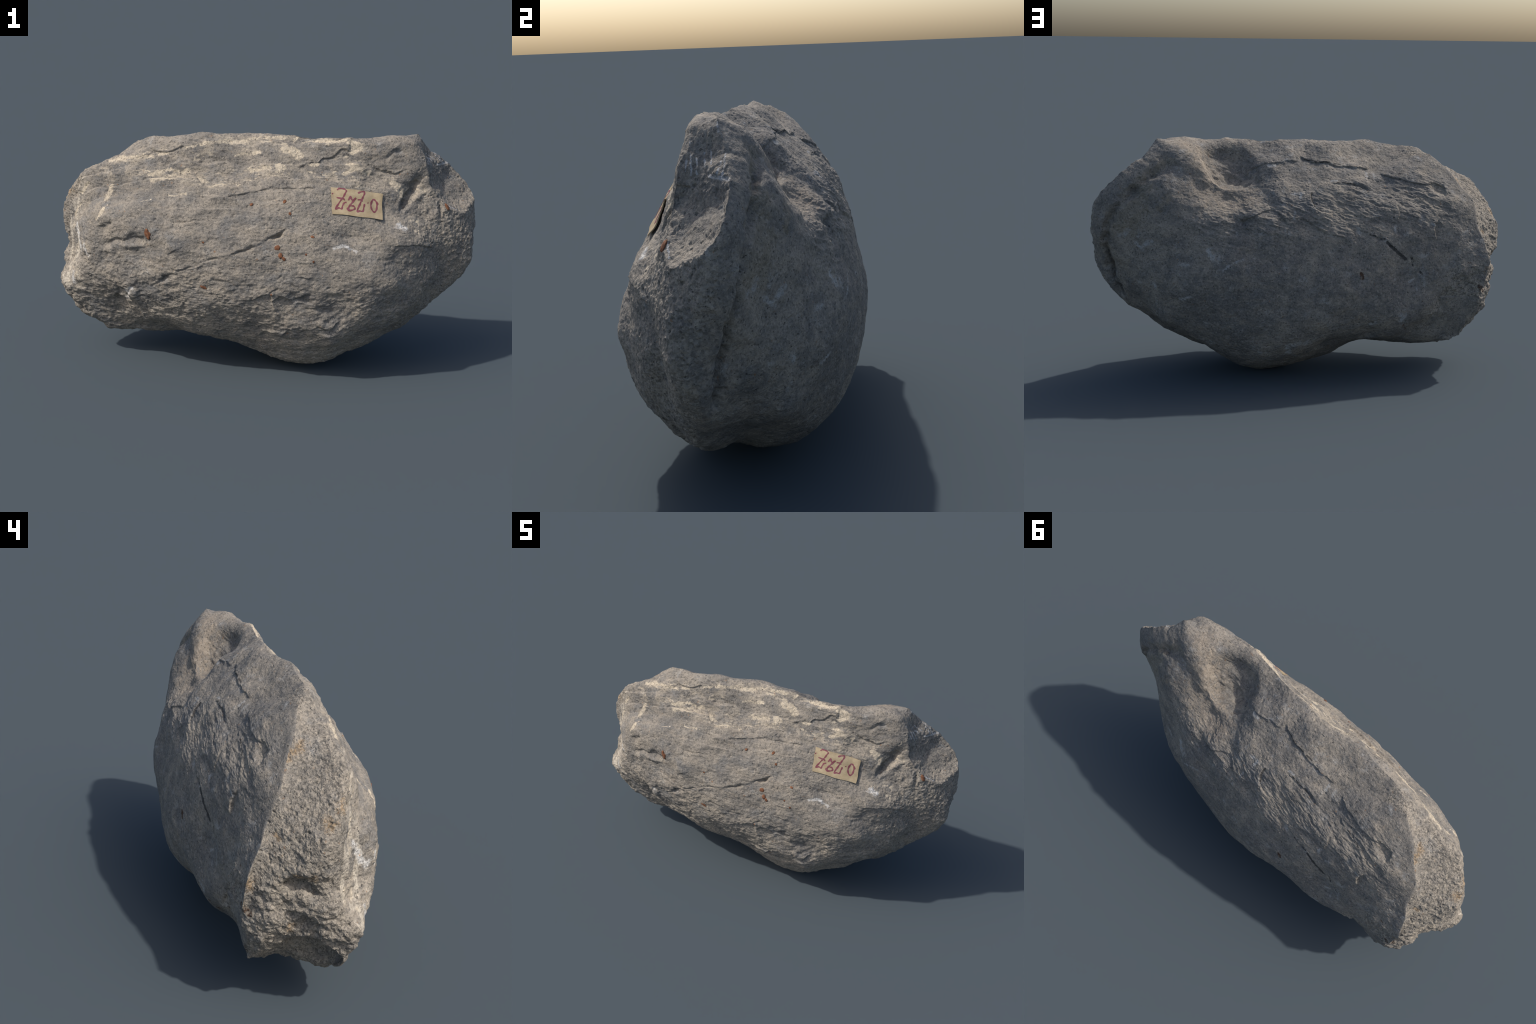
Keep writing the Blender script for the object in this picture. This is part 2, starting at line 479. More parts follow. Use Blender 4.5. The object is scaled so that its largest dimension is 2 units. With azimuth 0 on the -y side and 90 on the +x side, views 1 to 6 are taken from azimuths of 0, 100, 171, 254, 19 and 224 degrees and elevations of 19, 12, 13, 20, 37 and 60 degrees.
scarp("shell_edge", 0.0056, 0.045, [(0.527, -0.137, 0.933), (0.392, -0.161, 0.950), (0.280, -0.152, 0.953), (0.139, -0.164, 0.950), (0.017, -0.162, 0.954), (-0.066, -0.169, 0.933), (-0.158, -0.194, 0.912), (-0.293, -0.198, 0.898)])
scarp("shell_underside", 0.0084, 0.035, [(-0.232, -0.243, 0.863), (-0.157, -0.233, 0.876), (-0.100, -0.217, 0.884), (-0.046, -0.206, 0.899), (0.008, -0.205, 0.913), (0.069, -0.199, 0.911), (0.130, -0.200, 0.909), (0.166, -0.199, 0.914), (0.203, -0.202, 0.908), (0.264, -0.198, 0.904)])
scarp("triangle_scar", 0.0084, 0.05, [(-0.296, -0.197, 0.898), (-0.332, -0.174, 0.922), (-0.372, -0.150, 0.953)])
scarp("triangle_scar", 0.0056, 0.06, [(-0.372, -0.151, 0.951), (-0.462, -0.156, 0.919), (-0.545, -0.162, 0.898)])
scarp("upper_flake", 0.0098, 0.06, [(0.113, -0.133, 0.986), (0.143, -0.127, 1.001), (0.179, -0.127, 1.009), (0.212, -0.126, 1.015), (0.230, -0.118, 1.036), (0.276, -0.117, 1.043), (0.308, -0.108, 1.075), (0.343, -0.112, 1.074), (0.348, -0.087, 1.125)])
scarp("crest_flake", 0.0084, 0.05, [(-0.574, -0.078, 1.039), (-0.531, -0.089, 1.029), (-0.477, -0.096, 1.030), (-0.434, -0.102, 1.049), (-0.401, -0.094, 1.063)])
scarp("lower_ledge", 0.014, 0.06, [(-0.138, -0.365, 0.412), (-0.079, -0.370, 0.416), (-0.022, -0.372, 0.446), (0.015, -0.372, 0.464), (0.022, -0.369, 0.416), (0.062, -0.367, 0.442), (0.110, -0.358, 0.424), (0.151, -0.360, 0.446), (0.196, -0.366, 0.458)])
scarp("lower_ledge", 0.0098, 0.05, [(0.137, -0.366, 0.538), (0.200, -0.362, 0.537)])
scarp("bottom_flake", 0.0112, 0.07, [(-0.027, -0.309, 0.251), (0.029, -0.324, 0.246), (0.073, -0.328, 0.236), (0.114, -0.348, 0.269), (0.153, -0.344, 0.255), (0.198, -0.355, 0.281), (0.240, -0.361, 0.294), (0.304, -0.359, 0.287), (0.336, -0.350, 0.331)])
crack("cross_cut", 0.008, 0.006, [(0.036, -0.368, 0.505), (0.050, -0.365, 0.527), (0.070, -0.363, 0.545)])
crack("right_hollow", 0.04, 0.022, [(0.680, -0.092, 0.946), (0.662, -0.099, 0.906), (0.628, -0.129, 0.874), (0.613, -0.153, 0.846), (0.603, -0.167, 0.817)])
ridge("right_knob", 0.012, 0.03, [(0.691, -0.091, 0.922), (0.676, -0.106, 0.878), (0.650, -0.129, 0.854)])
crack("right_fissure", 0.014, 0.01, [(0.783, -0.087, 0.861), (0.792, -0.106, 0.819), (0.792, -0.118, 0.779), (0.802, -0.125, 0.738)])
scarp("right_ledge", 0.014, 0.06, [(0.565, -0.277, 0.679), (0.617, -0.261, 0.671), (0.666, -0.236, 0.672), (0.719, -0.198, 0.660), (0.779, -0.149, 0.640)])
crack("left_scallop", 0.018, 0.02, [(-0.758, -0.227, 0.611), (-0.710, -0.243, 0.635), (-0.658, -0.259, 0.642), (-0.614, -0.271, 0.658), (-0.567, -0.285, 0.656)])
ridge("left_rib", 0.012, 0.018, [(-0.742, -0.233, 0.598), (-0.686, -0.251, 0.622), (-0.638, -0.264, 0.625), (-0.579, -0.279, 0.636)])
crack("left_scallop", 0.014, 0.016, [(-0.791, -0.211, 0.677), (-0.758, -0.223, 0.698), (-0.718, -0.236, 0.712)])
scarp("left_step", 0.007, 0.03, [(-0.466, -0.318, 0.606), (-0.435, -0.326, 0.626), (-0.390, -0.331, 0.645)])
crack("lip_fissure", 0.01, 0.007, [(-0.626, -0.249, 0.360), (-0.576, -0.274, 0.387), (-0.556, -0.279, 0.388), (-0.537, -0.278, 0.372)])
ridge("lip_knob", 0.018, 0.035, [(-0.640, -0.255, 0.394), (-0.616, -0.260, 0.380), (-0.602, -0.254, 0.354)])
crack("lip_hollow", 0.035, 0.04, [(-0.727, -0.199, 0.352), (-0.695, -0.202, 0.333), (-0.693, -0.165, 0.289)])
scarp("front_bump", 0.0084, 0.04, [(0.224, -0.364, 0.409), (0.284, -0.350, 0.402), (0.328, -0.353, 0.436)])
scarp("front_bump", 0.0098, 0.05, [(0.457, -0.121, 1.009), (0.500, -0.115, 0.988), (0.567, -0.114, 0.974), (0.625, -0.104, 0.991)])
crack("beak_scar", 0.012, 0.02, [(0.505, -0.106, 1.045), (0.562, -0.093, 1.070), (0.620, -0.080, 1.078)])
scarp("back_step", 0.0112, 0.06, [(0.281, 0.025, 0.980), (0.216, 0.066, 1.005), (0.146, 0.096, 1.021), (0.085, 0.086, 1.031), (0.027, 0.082, 1.032)])
scarp("back_step", 0.0112, 0.06, [(0.011, 0.056, 1.053), (-0.004, 0.071, 1.037), (-0.050, 0.086, 1.026), (-0.104, 0.094, 1.025), (-0.174, 0.101, 1.012), (-0.262, 0.103, 1.005), (-0.316, 0.102, 0.994)])
scarp("back_step", 0.0112, 0.06, [(-0.363, 0.114, 0.974), (-0.403, 0.129, 0.964), (-0.455, 0.146, 0.953), (-0.493, 0.152, 0.942), (-0.560, 0.153, 0.927), (-0.621, 0.139, 0.926), (-0.668, 0.135, 0.918), (-0.687, 0.160, 0.883)])
crack("back_step_hollow", 0.016, 0.025, [(-0.626, 0.157, 0.905), (-0.673, 0.164, 0.884)])
scarp("second_step", 0.0068, 0.04, [(-0.111, 0.183, 0.940), (-0.147, 0.180, 0.943), (-0.225, 0.184, 0.935), (-0.296, 0.191, 0.913)])
crack("second_fissure", 0.008, 0.007, [(-0.204, 0.185, 0.936), (-0.247, 0.185, 0.931), (-0.288, 0.194, 0.913), (-0.346, 0.187, 0.894)])
crack("slot", 0.014, 0.009, [(-0.474, 0.179, 0.896), (-0.508, 0.184, 0.881), (-0.546, 0.192, 0.863)])
scarp("rough_edge", 0.0102, 0.04, [(-0.429, 0.264, 0.763), (-0.426, 0.256, 0.793), (-0.424, 0.236, 0.836), (-0.416, 0.204, 0.873)])
scarp("tip", 0.0187, 0.06, [(-0.617, 0.253, 0.673), (-0.610, 0.246, 0.724), (-0.612, 0.241, 0.749), (-0.630, 0.231, 0.772)])
scarp("scar", 0.0119, 0.05, [(-0.083, 0.272, 0.808), (-0.042, 0.264, 0.826), (-0.024, 0.256, 0.841), (-0.011, 0.240, 0.869), (-0.020, 0.211, 0.907)])
scarp("rough_border", 0.0085, 0.06, [(0.325, 0.266, 0.791), (0.262, 0.283, 0.804), (0.182, 0.248, 0.831), (0.146, 0.260, 0.821), (0.101, 0.296, 0.773), (0.033, 0.279, 0.788), (-0.023, 0.288, 0.762), (-0.077, 0.312, 0.727), (-0.146, 0.315, 0.711), (-0.177, 0.319, 0.686)])
crack("dark_fissure", 0.01, 0.012, [(-0.281, 0.298, 0.715), (-0.311, 0.301, 0.701), (-0.348, 0.297, 0.694)])
crack("dark_fissure", 0.012, 0.011, [(-0.361, 0.298, 0.678), (-0.404, 0.296, 0.638), (-0.456, 0.286, 0.594)])
crack("dark_fissure", 0.01, 0.01, [(-0.487, 0.283, 0.597), (-0.498, 0.285, 0.563)])
crack("pit", 0.018, 0.016, [(0.310, 0.273, 0.788), (0.292, 0.280, 0.785)])
crack("fold", 0.03, 0.035, [(0.271, 0.043, 0.971), (0.263, 0.100, 0.947), (0.271, 0.133, 0.933)])
ridge("hump_ridge", 0.008, 0.03, [(0.486, 0.098, 1.053), (0.468, 0.112, 1.013), (0.479, 0.142, 0.971), (0.453, 0.156, 0.919)])
scarp("keel_step", 0.0102, 0.04, [(-0.529, 0.219, 0.221), (-0.610, 0.224, 0.247), (-0.662, 0.246, 0.298), (-0.681, 0.254, 0.322)])
crack("commissure", 0.03, 0.022, [(0.663, 0.117, 1.020), (0.773, 0.139, 0.934), (0.867, 0.139, 0.847), (0.916, 0.121, 0.755), (0.930, 0.097, 0.654), (0.907, 0.065, 0.553), (0.896, 0.040, 0.467), (0.849, 0.017, 0.371)])
scarp("commissure_step", 0.0168, 0.06, [(0.766, -0.010, 0.299), (0.901, 0.036, 0.468), (0.915, 0.064, 0.562), (0.941, 0.097, 0.670), (0.933, 0.115, 0.759), (0.919, 0.122, 0.820)])
ridge("hump_edge", 0.008, 0.025, [(0.505, 0.126, 1.022), (0.311, 0.137, 0.907), (0.525, 0.217, 0.850), (0.523, 0.251, 0.776)])
crack("smooth_channel", 0.01, 0.045, [(0.616, 0.116, 1.035), (0.713, 0.150, 0.965), (0.770, 0.156, 0.881), (0.835, 0.151, 0.801)])
crack("end_hollow", 0.045, 0.03, [(-0.920, 0.166, 0.563), (-0.942, 0.130, 0.546), (-0.961, 0.088, 0.534), (-0.970, 0.051, 0.510)])
crack("end_hollow", 0.035, 0.03, [(-0.947, 0.128, 0.571), (-0.971, 0.089, 0.569)])
ridge("end_brow", 0.012, 0.03, [(-0.927, 0.154, 0.584), (-0.957, 0.114, 0.597), (-0.978, 0.085, 0.597)])
crack("end_notch", 0.035, 0.03, [(-0.915, 0.104, 0.406), (-0.948, 0.070, 0.403), (-0.968, 0.032, 0.392)])
ridge("end_rib", 0.014, 0.04, [(-0.901, 0.203, 0.473), (-0.901, 0.140, 0.432), (-0.933, 0.096, 0.454), (-0.969, 0.052, 0.440)])
crack("end_crack", 0.012, 0.008, [(-0.897, 0.171, 0.636), (-0.908, 0.169, 0.611), (-0.914, 0.169, 0.591)])
scarp("end_step", 0.0068, 0.04, [(-0.915, 0.130, 0.674), (-0.944, 0.111, 0.654), (-0.970, 0.094, 0.634)])
crack("end_crack", 0.012, 0.014, [(-0.877, 0.226, 0.507), (-0.894, 0.212, 0.486), (-0.903, 0.200, 0.469)])
crack("end_crack", 0.01, 0.012, [(-0.906, 0.175, 0.451), (-0.904, 0.130, 0.440), (-0.913, 0.111, 0.434)])
scarp("end_lip", 0.0119, 0.05, [(-0.887, 0.213, 0.375), (-0.899, 0.165, 0.391), (-0.898, 0.124, 0.380)])


def normals_of(p, faces):
    fn = np.cross(p[faces[:, 1]] - p[faces[:, 0]], p[faces[:, 2]] - p[faces[:, 0]])
    n = np.zeros_like(p)
    for k in range(3):
        for c in range(3):
            n[:, c] += np.bincount(faces[:, k], fn[:, c], len(p))
    return n / np.linalg.norm(n, axis=1)[:, None]


def relief(p, n):
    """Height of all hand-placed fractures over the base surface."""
    h = np.zeros(len(p))
    wobble = np.stack([noise(p, 0.035, 900 + k) + 0.5 * noise(p, 0.014, 910 + k) for k in range(3)], 1)
    q = p + 0.006 * wobble
    vary = np.clip(0.55 + 0.75 * noise(p, 0.045, 930) + 0.35 * noise(p, 0.02, 931), 0.08, 1.3)
    for kind, name, height, width, line in RELIEF:
        near, dist, pos, foot, run = along(q, line, 4 * width)
        end = len(line) - 1
        fade = step(pos, -0.01, 0.5) * (1 - step(pos, end - 0.5, end + 0.01)) if end > 1 else step(pos, -0.2, 0.3) * (1 - step(pos, 0.7, 1.2))
        amp = height * (vary[near] if width < 0.02 else 0.4 + 0.6 * vary[near])
        if kind == "crack":
            wide = width * (0.45 + 0.6 * vary[near])
            h[near] -= amp * np.exp(-(dist / wide) ** 2) * (0.25 + 0.75 * fade)
        else:
            left = np.einsum("ij,ij->i", q[near] - foot, np.cross(n[near], run))
            high = np.exp(-dist / width) * (1 - step(dist, 2.5 * width, 4 * width))
            low = np.exp(-dist / (0.6 * width))
            h[near] += amp * fade * np.where(left > 0, 0.55 * high * step(left, -0.006, 0.006), -0.38 * low)
    return h


def icosphere(levels):
    bm = bmesh.new()
    bmesh.ops.create_icosphere(bm, subdivisions=levels, radius=1.0)
    me = bpy.data.meshes.new("ball")
    bm.to_mesh(me)
    bm.free()
    v, f = np.empty(len(me.vertices) * 3, np.float32), np.empty(len(me.loops), np.int32)
    me.vertices.foreach_get("co", v)
    me.loops.foreach_get("vertex_index", f)
    bpy.data.meshes.remove(me)
    v = v.reshape(-1, 3).astype(float)
    return v / np.linalg.norm(v, axis=1)[:, None], f.reshape(-1, 3).astype(np.int64)


# the two borders of the broken left end, seen along the x axis: (height, y)
FRONT_BORDER = np.array([(0.10, -0.20), (0.25, -0.13), (0.353, -0.104), (0.439, -0.045), (0.504, -0.025), (0.614, -0.030), (0.73, -0.040), (0.80, -0.060), (0.89, -0.075), (0.99, -0.050), (1.09, -0.035)])
BACK_BORDER = np.array([(0.10, 0.27), (0.36, 0.280), (0.443, 0.276), (0.534, 0.270), (0.60, 0.248), (0.667, 0.214), (0.758, 0.174), (0.846, 0.135), (0.93, 0.093), (0.985, 0.059), (1.056, 0.021), (1.092, -0.020)])


def soft_region(p, n):
    """Weights of the broken end, the beak end and the front face, from position and facing."""
    x, y, z = p.T
    yf = np.interp(z, FRONT_BORDER[:, 0], FRONT_BORDER[:, 1])
    yb = np.interp(z, BACK_BORDER[:, 0], BACK_BORDER[:, 1])
    ends = step(y - yf, -0.004, 0.004) * step(yb - y, -0.004, 0.004) * step(-x, 0.50, 0.54) * step(-n[:, 0] + 0.6 * (z > 0.4), 0.25, 0.35)
    right = step(x, 0.66, 0.72) * step(n @ np.array([0.9, -0.4, 0.15]), 0.45, 0.60)
    front = step(-n[:, 1], -0.05, 0.15) * (1 - ends) * (1 - right)
    return ends, right, front


def build_body():
    d, faces = icosphere(LEVEL)
    p = shape(d)
    n = normals_of(p, faces)
    if np.einsum("ij,ij->i", n, p - CENTRE).mean() < 0:
        faces = faces[:, ::-1]
        n = -n
    ends, right, front = soft_region(p, n)
    back = np.clip(1 - ends - right - front, 0, 1)
    h = relief(p, n)
    x, y, z = p.T
    # broad lumps, bedding ripples along the shell, grit
    h += 0.006 * fractal(p, 0.16, 1, 3)
    h += front * 0.0032 * fractal(p, 0.06, 21, 4, 0.65, (1.8, 1, 0.8))
    low = front * (1 - step(z + 0.10 * x, 0.42, 0.66))
    beds = 1 - np.abs(fractal(p, 0.060, 31, 4, 0.66, (1.25, 1, 0.9)))
    h += low * 0.0062 * (beds - 0.6)
    h += ends * (0.0028 * fractal(p, 0.024, 41, 3, 0.7) + (1 - step(z, 0.5, 0.68)) * 0.012 * fractal(p, 0.075, 51, 3, 0.6, (1, 1, 0.7)))
    h += right * 0.0028 * fractal(p, 0.024, 61, 3, 0.7)
    rough = back * np.exp(-((z - 0.80 + 0.10 * x) / 0.11) ** 2) * step(-x, -0.62, -0.40) * (1 - step(-x, 0.62, 0.78))
    slant = np.stack([x + 0.35 * z, y, z - 0.35 * x], 1)
    ribs = 1 - np.abs(fractal(slant, 0.050, 71, 4, 0.6, (2.4, 1, 0.7)))
    h += rough * 0.008 * (ribs - 0.6)
    h += back * 0.0022 * fractal(p, 0.05, 81, 2)
    gritty = 0.55 + 0.45 * np.maximum(ends, right)
    h += gritty * (0.0022 * fractal(p, 0.018, 91, 3, 0.75))
    # layered strata along the upper front, wrapping down the left end
    turn = np.arctan2(-y, z - 0.57)                      # 0 over the crest, growing down the front
    bed = 0.42 * turn + 0.05 * np.clip(-x - 0.6, 0, 1) + 0.010 * fractal(p, 0.22, 121, 3) + 0.004 * noise(p, 0.04, 122)
    saw = bed / 0.058 - np.floor(bed / 0.058)
    ledge = step(saw, 0.0, 0.12) * (1 - saw)
    upper = front * step(z, 0.76, 0.90) * step(0.62 - x, 0.0, 0.12) * (0.4 + 0.6 * step(noise(p, 0.12, 123, (2.5, 1, 1)), -0.4, 0.5))
    h += upper * 0.013 * (ledge - 0.4)
    h += upper * 0.0028 * (1 - np.abs(fractal(p, 0.05, 124, 3, 0.6, (3, 1, 0.7))) - 0.6)
    hollow = np.exp(-(np.linalg.norm(p - np.array([0.37, 0.05, 0.97]), axis=1) / 0.13) ** 4)
    h += hollow * 0.010 * fractal(p, 0.05, 131, 4, 0.6)
    h -= 0.0012
    arris = np.array([(-0.58, -0.02, 1.092), (-0.75, 0.093, 0.93), (-0.814, 0.135, 0.846), (-0.861, 0.214, 0.667), (-0.87, 0.26, 0.567), (-0.862, 0.276, 0.443)])
    near, dist, _, _, _ = along(p, arris, 0.09)
    h[near] *= 1 - 0.75 * np.exp(-(dist / 0.035) ** 2)      # the arris of the broken end is clean
    scooped = np.exp(-(np.linalg.norm(p - np.array([0.85, 0.0, 0.88]), axis=1) / 0.11) ** 4)
    h *= 1 - 0.55 * scooped
    # small pores
    pore = noise(p, 0.012, 101) + 0.5 * noise(p, 0.006, 102)
    h -= 0.0035 * step(pore, 0.62, 1.0) * (0.7 + 0.6 * np.maximum(ends, right))
    # raking scratches on the cut face under the beak
    face = np.exp(-(((x - 0.73) / 0.07) ** 2 + ((y - 0.0) / 0.08) ** 2 + ((z - 1.06) / 0.07) ** 2) ** 2)
    h *= 1 - 0.6 * face
    h += face * 0.003 * noise(p, 0.010, 111, (6, 0.8, 6))
    q = p + n * h[:, None]
    q[:, 2] = 0.5 * (q[:, 2] + np.sqrt(q[:, 2] ** 2 + 0.006 ** 2))      # the keel is worn flat where it rests
    q[:, 2] -= q[:, 2].min()
    return p, n, q, faces, (ends, right, front)


# ------------------------------------------------------------------ materials
class Nodes:
    """Small helper for wiring shader nodes."""

    def __init__(self, name):
        self.mat = bpy.data.materials.new(name)
        self.mat.use_nodes = True
        self.t = self.mat.node_tree
        self.bsdf = self.t.nodes["Principled BSDF"]
        self.co = self.t.nodes.new("ShaderNodeTexCoord").outputs["Object"]

    def put(self, socket, v):
        if isinstance(v, bpy.types.NodeSocket):
            self.t.links.new(v, socket)
        else:
            socket.default_value = v

    def math(self, op, a, b=0.0, c=0.0, clamp=False):
        n = self.t.nodes.new("ShaderNodeMath")
        n.operation, n.use_clamp = op, clamp
        for s, v in zip(n.inputs, (a, b, c)):
            self.put(s, v)
        return n.outputs[0]

    def vec(self, op, a, b=(0, 0, 0), scale=None):
        n = self.t.nodes.new("ShaderNodeVectorMath")
        n.operation = op
        self.put(n.inputs[0], a)
        self.put(n.inputs[1], b)
        if scale is not None:
            self.put(n.inputs["Scale"], scale)
        return n.outputs["Value" if op in ("LENGTH", "DOT_PRODUCT", "DISTANCE") else "Vector"]

    def noise(self, scale, detail=2.0, rough=0.5, co=None, out="Fac"):
        n = self.t.nodes.new("ShaderNodeTexNoise")
        n.inputs["Scale"].default_value, n.inputs["Detail"].default_value, n.inputs["Roughness"].default_value = scale, detail, rough
        self.t.links.new(co or self.co, n.inputs["Vector"])
        return n.outputs[out]

    def voronoi(self, scale, out="Distance", co=None):
        n = self.t.nodes.new("ShaderNodeTexVoronoi")
        n.inputs["Scale"].default_value = scale
        self.t.links.new(co or self.co, n.inputs["Vector"])
        return n.outputs[out]

    def ramp(self, fac, lo, hi):
        n = self.t.nodes.new("ShaderNodeMapRange")
        n.interpolation_type = "SMOOTHSTEP"
        for s, v in zip(n.inputs, (fac, lo, hi, 0.0, 1.0)):
            self.put(s, v)
        return n.outputs[0]

    def mix(self, fac, a, b, kind="MIX"):
        n = self.t.nodes.new("ShaderNodeMix")
        n.data_type, n.blend_type = "RGBA", kind
        self.put(n.inputs[0], fac)
        self.put(n.inputs[6], a if isinstance(a, bpy.types.NodeSocket) else (*a, 1))
        self.put(n.inputs[7], b if isinstance(b, bpy.types.NodeSocket) else (*b, 1))
        return n.outputs[2]

    def grey(self, v):
        n = self.t.nodes.new("ShaderNodeCombineColor")
        for s in n.inputs:
            self.put(s, v)
        return n.outputs[0]

    def streaks(self, co, lines):
        """Distance to a set of streaks, as a share of each streak's half width."""
        best = 99.0
        for width, line in lines:
            for a, b in zip(line[:-1], line[1:]):
                n = self.t.nodes.new("ShaderNodeGroup")
                n.node_tree = streak_group()
                ab = Vector(b) - Vector(a)
                for s, v in zip(n.inputs, (co, best, a, ab, 1 / max(ab.length_squared, 1e-9), width)):
                    self.put(s, v)
                best = n.outputs[0]
        return best


def streak_group():
    """Node group: the lesser of `best` and the distance from a point to the segment a..a+ab over its width."""
    g = bpy.data.node_groups.get("streak_distance")
    if g:
        return g
    g = bpy.data.node_groups.new("streak_distance", "ShaderNodeTree")
    for name, kind in (("point", "NodeSocketVector"), ("best", "NodeSocketFloat"), ("a", "NodeSocketVector"), ("ab", "NodeSocketVector"), ("per_length", "NodeSocketFloat"), ("width", "NodeSocketFloat")):
        g.interface.new_socket(name, in_out="INPUT", socket_type=kind)
    g.interface.new_socket("nearest", in_out="OUTPUT", socket_type="NodeSocketFloat")
    m = Nodes.__new__(Nodes)
    m.t = g
    i = g.nodes.new("NodeGroupInput").outputs
    # leaning on the running minimum makes the shader work through the streaks one by one
    point = m.vec("ADD", i["point"], m.vec("SCALE", (1e-7, 1e-7, 1e-7), scale=i["best"]))
    rel = m.vec("SUBTRACT", point, i["a"])
    t = m.math("MULTIPLY", m.vec("DOT_PRODUCT", rel, i["ab"]), i["per_length"], clamp=True)
    off = m.vec("SUBTRACT", rel, m.vec("SCALE", i["ab"], scale=t))
    near = m.math("MINIMUM", i["best"], m.math("DIVIDE", m.vec("LENGTH", off), i["width"]))
    g.links.new(near, g.nodes.new("NodeGroupOutput").inputs[0])
    return g


PALE = {}


def pale(kind, lines):
    PALE[kind] = lines


pale("cream", [
    (0.01, [(-0.854, -0.094, 0.871), (-0.876, -0.093, 0.834), (-0.888, -0.086, 0.812)]),
    (0.006, [(-0.888, -0.086, 0.804), (-0.891, -0.086, 0.759), (-0.927, -0.057, 0.704), (-0.923, -0.059, 0.685)]),
    (0.01, [(-0.734, -0.121, 0.863), (-0.751, -0.136, 0.831), (-0.765, -0.159, 0.801)]),
    (0.008, [(-0.766, -0.191, 0.772), (-0.776, -0.200, 0.752), (-0.798, -0.199, 0.723)]),
    (0.004, [(-0.705, -0.178, 0.813), (-0.732, -0.188, 0.794), (-0.756, -0.184, 0.786)]),
    (0.012, [(-0.567, -0.140, 0.927), (-0.510, -0.138, 0.940), (-0.465, -0.134, 0.953)]),
    (0.01, [(-0.549, -0.157, 0.904), (-0.481, -0.153, 0.922), (-0.387, -0.147, 0.955)]),
    (0.01, [(-0.349, -0.154, 0.947), (-0.324, -0.177, 0.919), (-0.289, -0.181, 0.914)]),
    (0.01, [(-0.288, -0.199, 0.897), (-0.240, -0.190, 0.908), (-0.191, -0.189, 0.914)]),
    (0.01, [(-0.236, -0.186, 0.912), (-0.190, -0.190, 0.913), (-0.144, -0.191, 0.914)]),
    (0.004, [(-0.139, -0.188, 0.917), (-0.100, -0.173, 0.927), (-0.060, -0.162, 0.942)]),
    (0.004, [(-0.027, -0.157, 0.954), (0.037, -0.153, 0.963), (0.086, -0.153, 0.957), (0.129, -0.146, 0.966)]),
    (0.012, [(-0.041, -0.138, 0.979), (-0.013, -0.139, 0.982)]),
    (0.016, [(0.026, -0.135, 0.991), (0.051, -0.138, 0.983), (0.030, -0.148, 0.969)]),
    (0.01, [(-0.108, -0.128, 0.977), (-0.092, -0.139, 0.965), (-0.056, -0.141, 0.970)]),
    (0.005, [(0.155, -0.138, 0.983), (0.189, -0.150, 0.971), (0.258, -0.148, 0.958), (0.294, -0.141, 0.978)]),
    (0.013, [(-0.246, -0.079, 1.086), (-0.172, -0.068, 1.079), (-0.114, -0.055, 1.089), (-0.080, -0.050, 1.099)]),
    (0.01, [(0.102, -0.061, 1.106), (0.093, -0.067, 1.097)]),
    (0.012, [(0.163, -0.076, 1.102), (0.246, -0.085, 1.108), (0.301, -0.092, 1.105), (0.346, -0.089, 1.124)]),
    (0.012, [(-0.062, -0.049, 1.104), (-0.012, -0.058, 1.104), (0.050, -0.056, 1.106)]),
    (0.022, [(0.356, -0.102, 1.100), (0.384, -0.104, 1.093), (0.366, -0.115, 1.069)]),
    (0.022, [(0.051, -0.092, 1.060), (0.101, -0.098, 1.054), (0.120, -0.109, 1.036)]),
    (0.01, [(0.182, -0.130, 1.002), (0.201, -0.129, 1.006)]),
    (0.012, [(0.341, -0.133, 1.013), (0.384, -0.136, 1.009)]),
    (0.007, [(-0.172, -0.103, 1.025), (-0.114, -0.094, 1.032), (-0.059, -0.098, 1.045)]),
    (0.01, [(-0.522, -0.097, 1.014), (-0.488, -0.095, 1.025)]),
    (0.01, [(-0.756, -0.071, 0.969), (-0.662, -0.084, 0.991), (-0.553, -0.098, 1.007)]),
    (0.009, [(-0.356, -0.121, 1.005), (-0.288, -0.112, 1.019)]),
    (0.008, [(-0.400, -0.101, 1.053), (-0.318, -0.089, 1.073), (-0.224, -0.071, 1.089)]),
    (0.004, [(-0.613, -0.226, 0.810), (-0.568, -0.219, 0.830), (-0.546, -0.219, 0.833)]),
    (0.004, [(-0.468, -0.207, 0.850), (-0.418, -0.219, 0.860), (-0.372, -0.222, 0.868)]),
    (0.012, [(0.334, -0.149, 0.973), (0.390, -0.137, 1.006)]),
    (0.012, [(0.417, -0.140, 0.974), (0.450, -0.126, 0.984)]),
    (0.018, [(0.552, -0.133, 0.936), (0.582, -0.139, 0.913), (0.604, -0.137, 0.897)]),
    (0.016, [(0.710, -0.103, 0.875), (0.737, -0.107, 0.851), (0.759, -0.106, 0.839)]),
    (0.015, [(0.688, -0.162, 0.757), (0.719, -0.155, 0.743), (0.696, -0.184, 0.717)]),
    (0.015, [(0.693, -0.087, 0.990), (0.713, -0.084, 0.964)]),
    (0.012, [(0.357, -0.100, 1.104), (0.379, -0.109, 1.082)]),
])
pale("white", [
    (0.012, [(-0.911, -0.083, 0.657), (-0.893, -0.122, 0.579), (-0.885, -0.148, 0.564)]),
    (0.01, [(-0.923, -0.126, 0.434), (-0.922, -0.127, 0.383)]),
    (0.008, [(-0.859, -0.178, 0.587), (-0.847, -0.187, 0.541)]),
    (0.012, [(-0.661, -0.246, 0.393), (-0.627, -0.266, 0.411), (-0.659, -0.230, 0.350)]),
    (0.014, [(0.588, -0.224, 0.759), (0.623, -0.218, 0.746)]),
    (0.008, [(0.294, -0.319, 0.664), (0.332, -0.306, 0.678), (0.396, -0.311, 0.656)]),
])
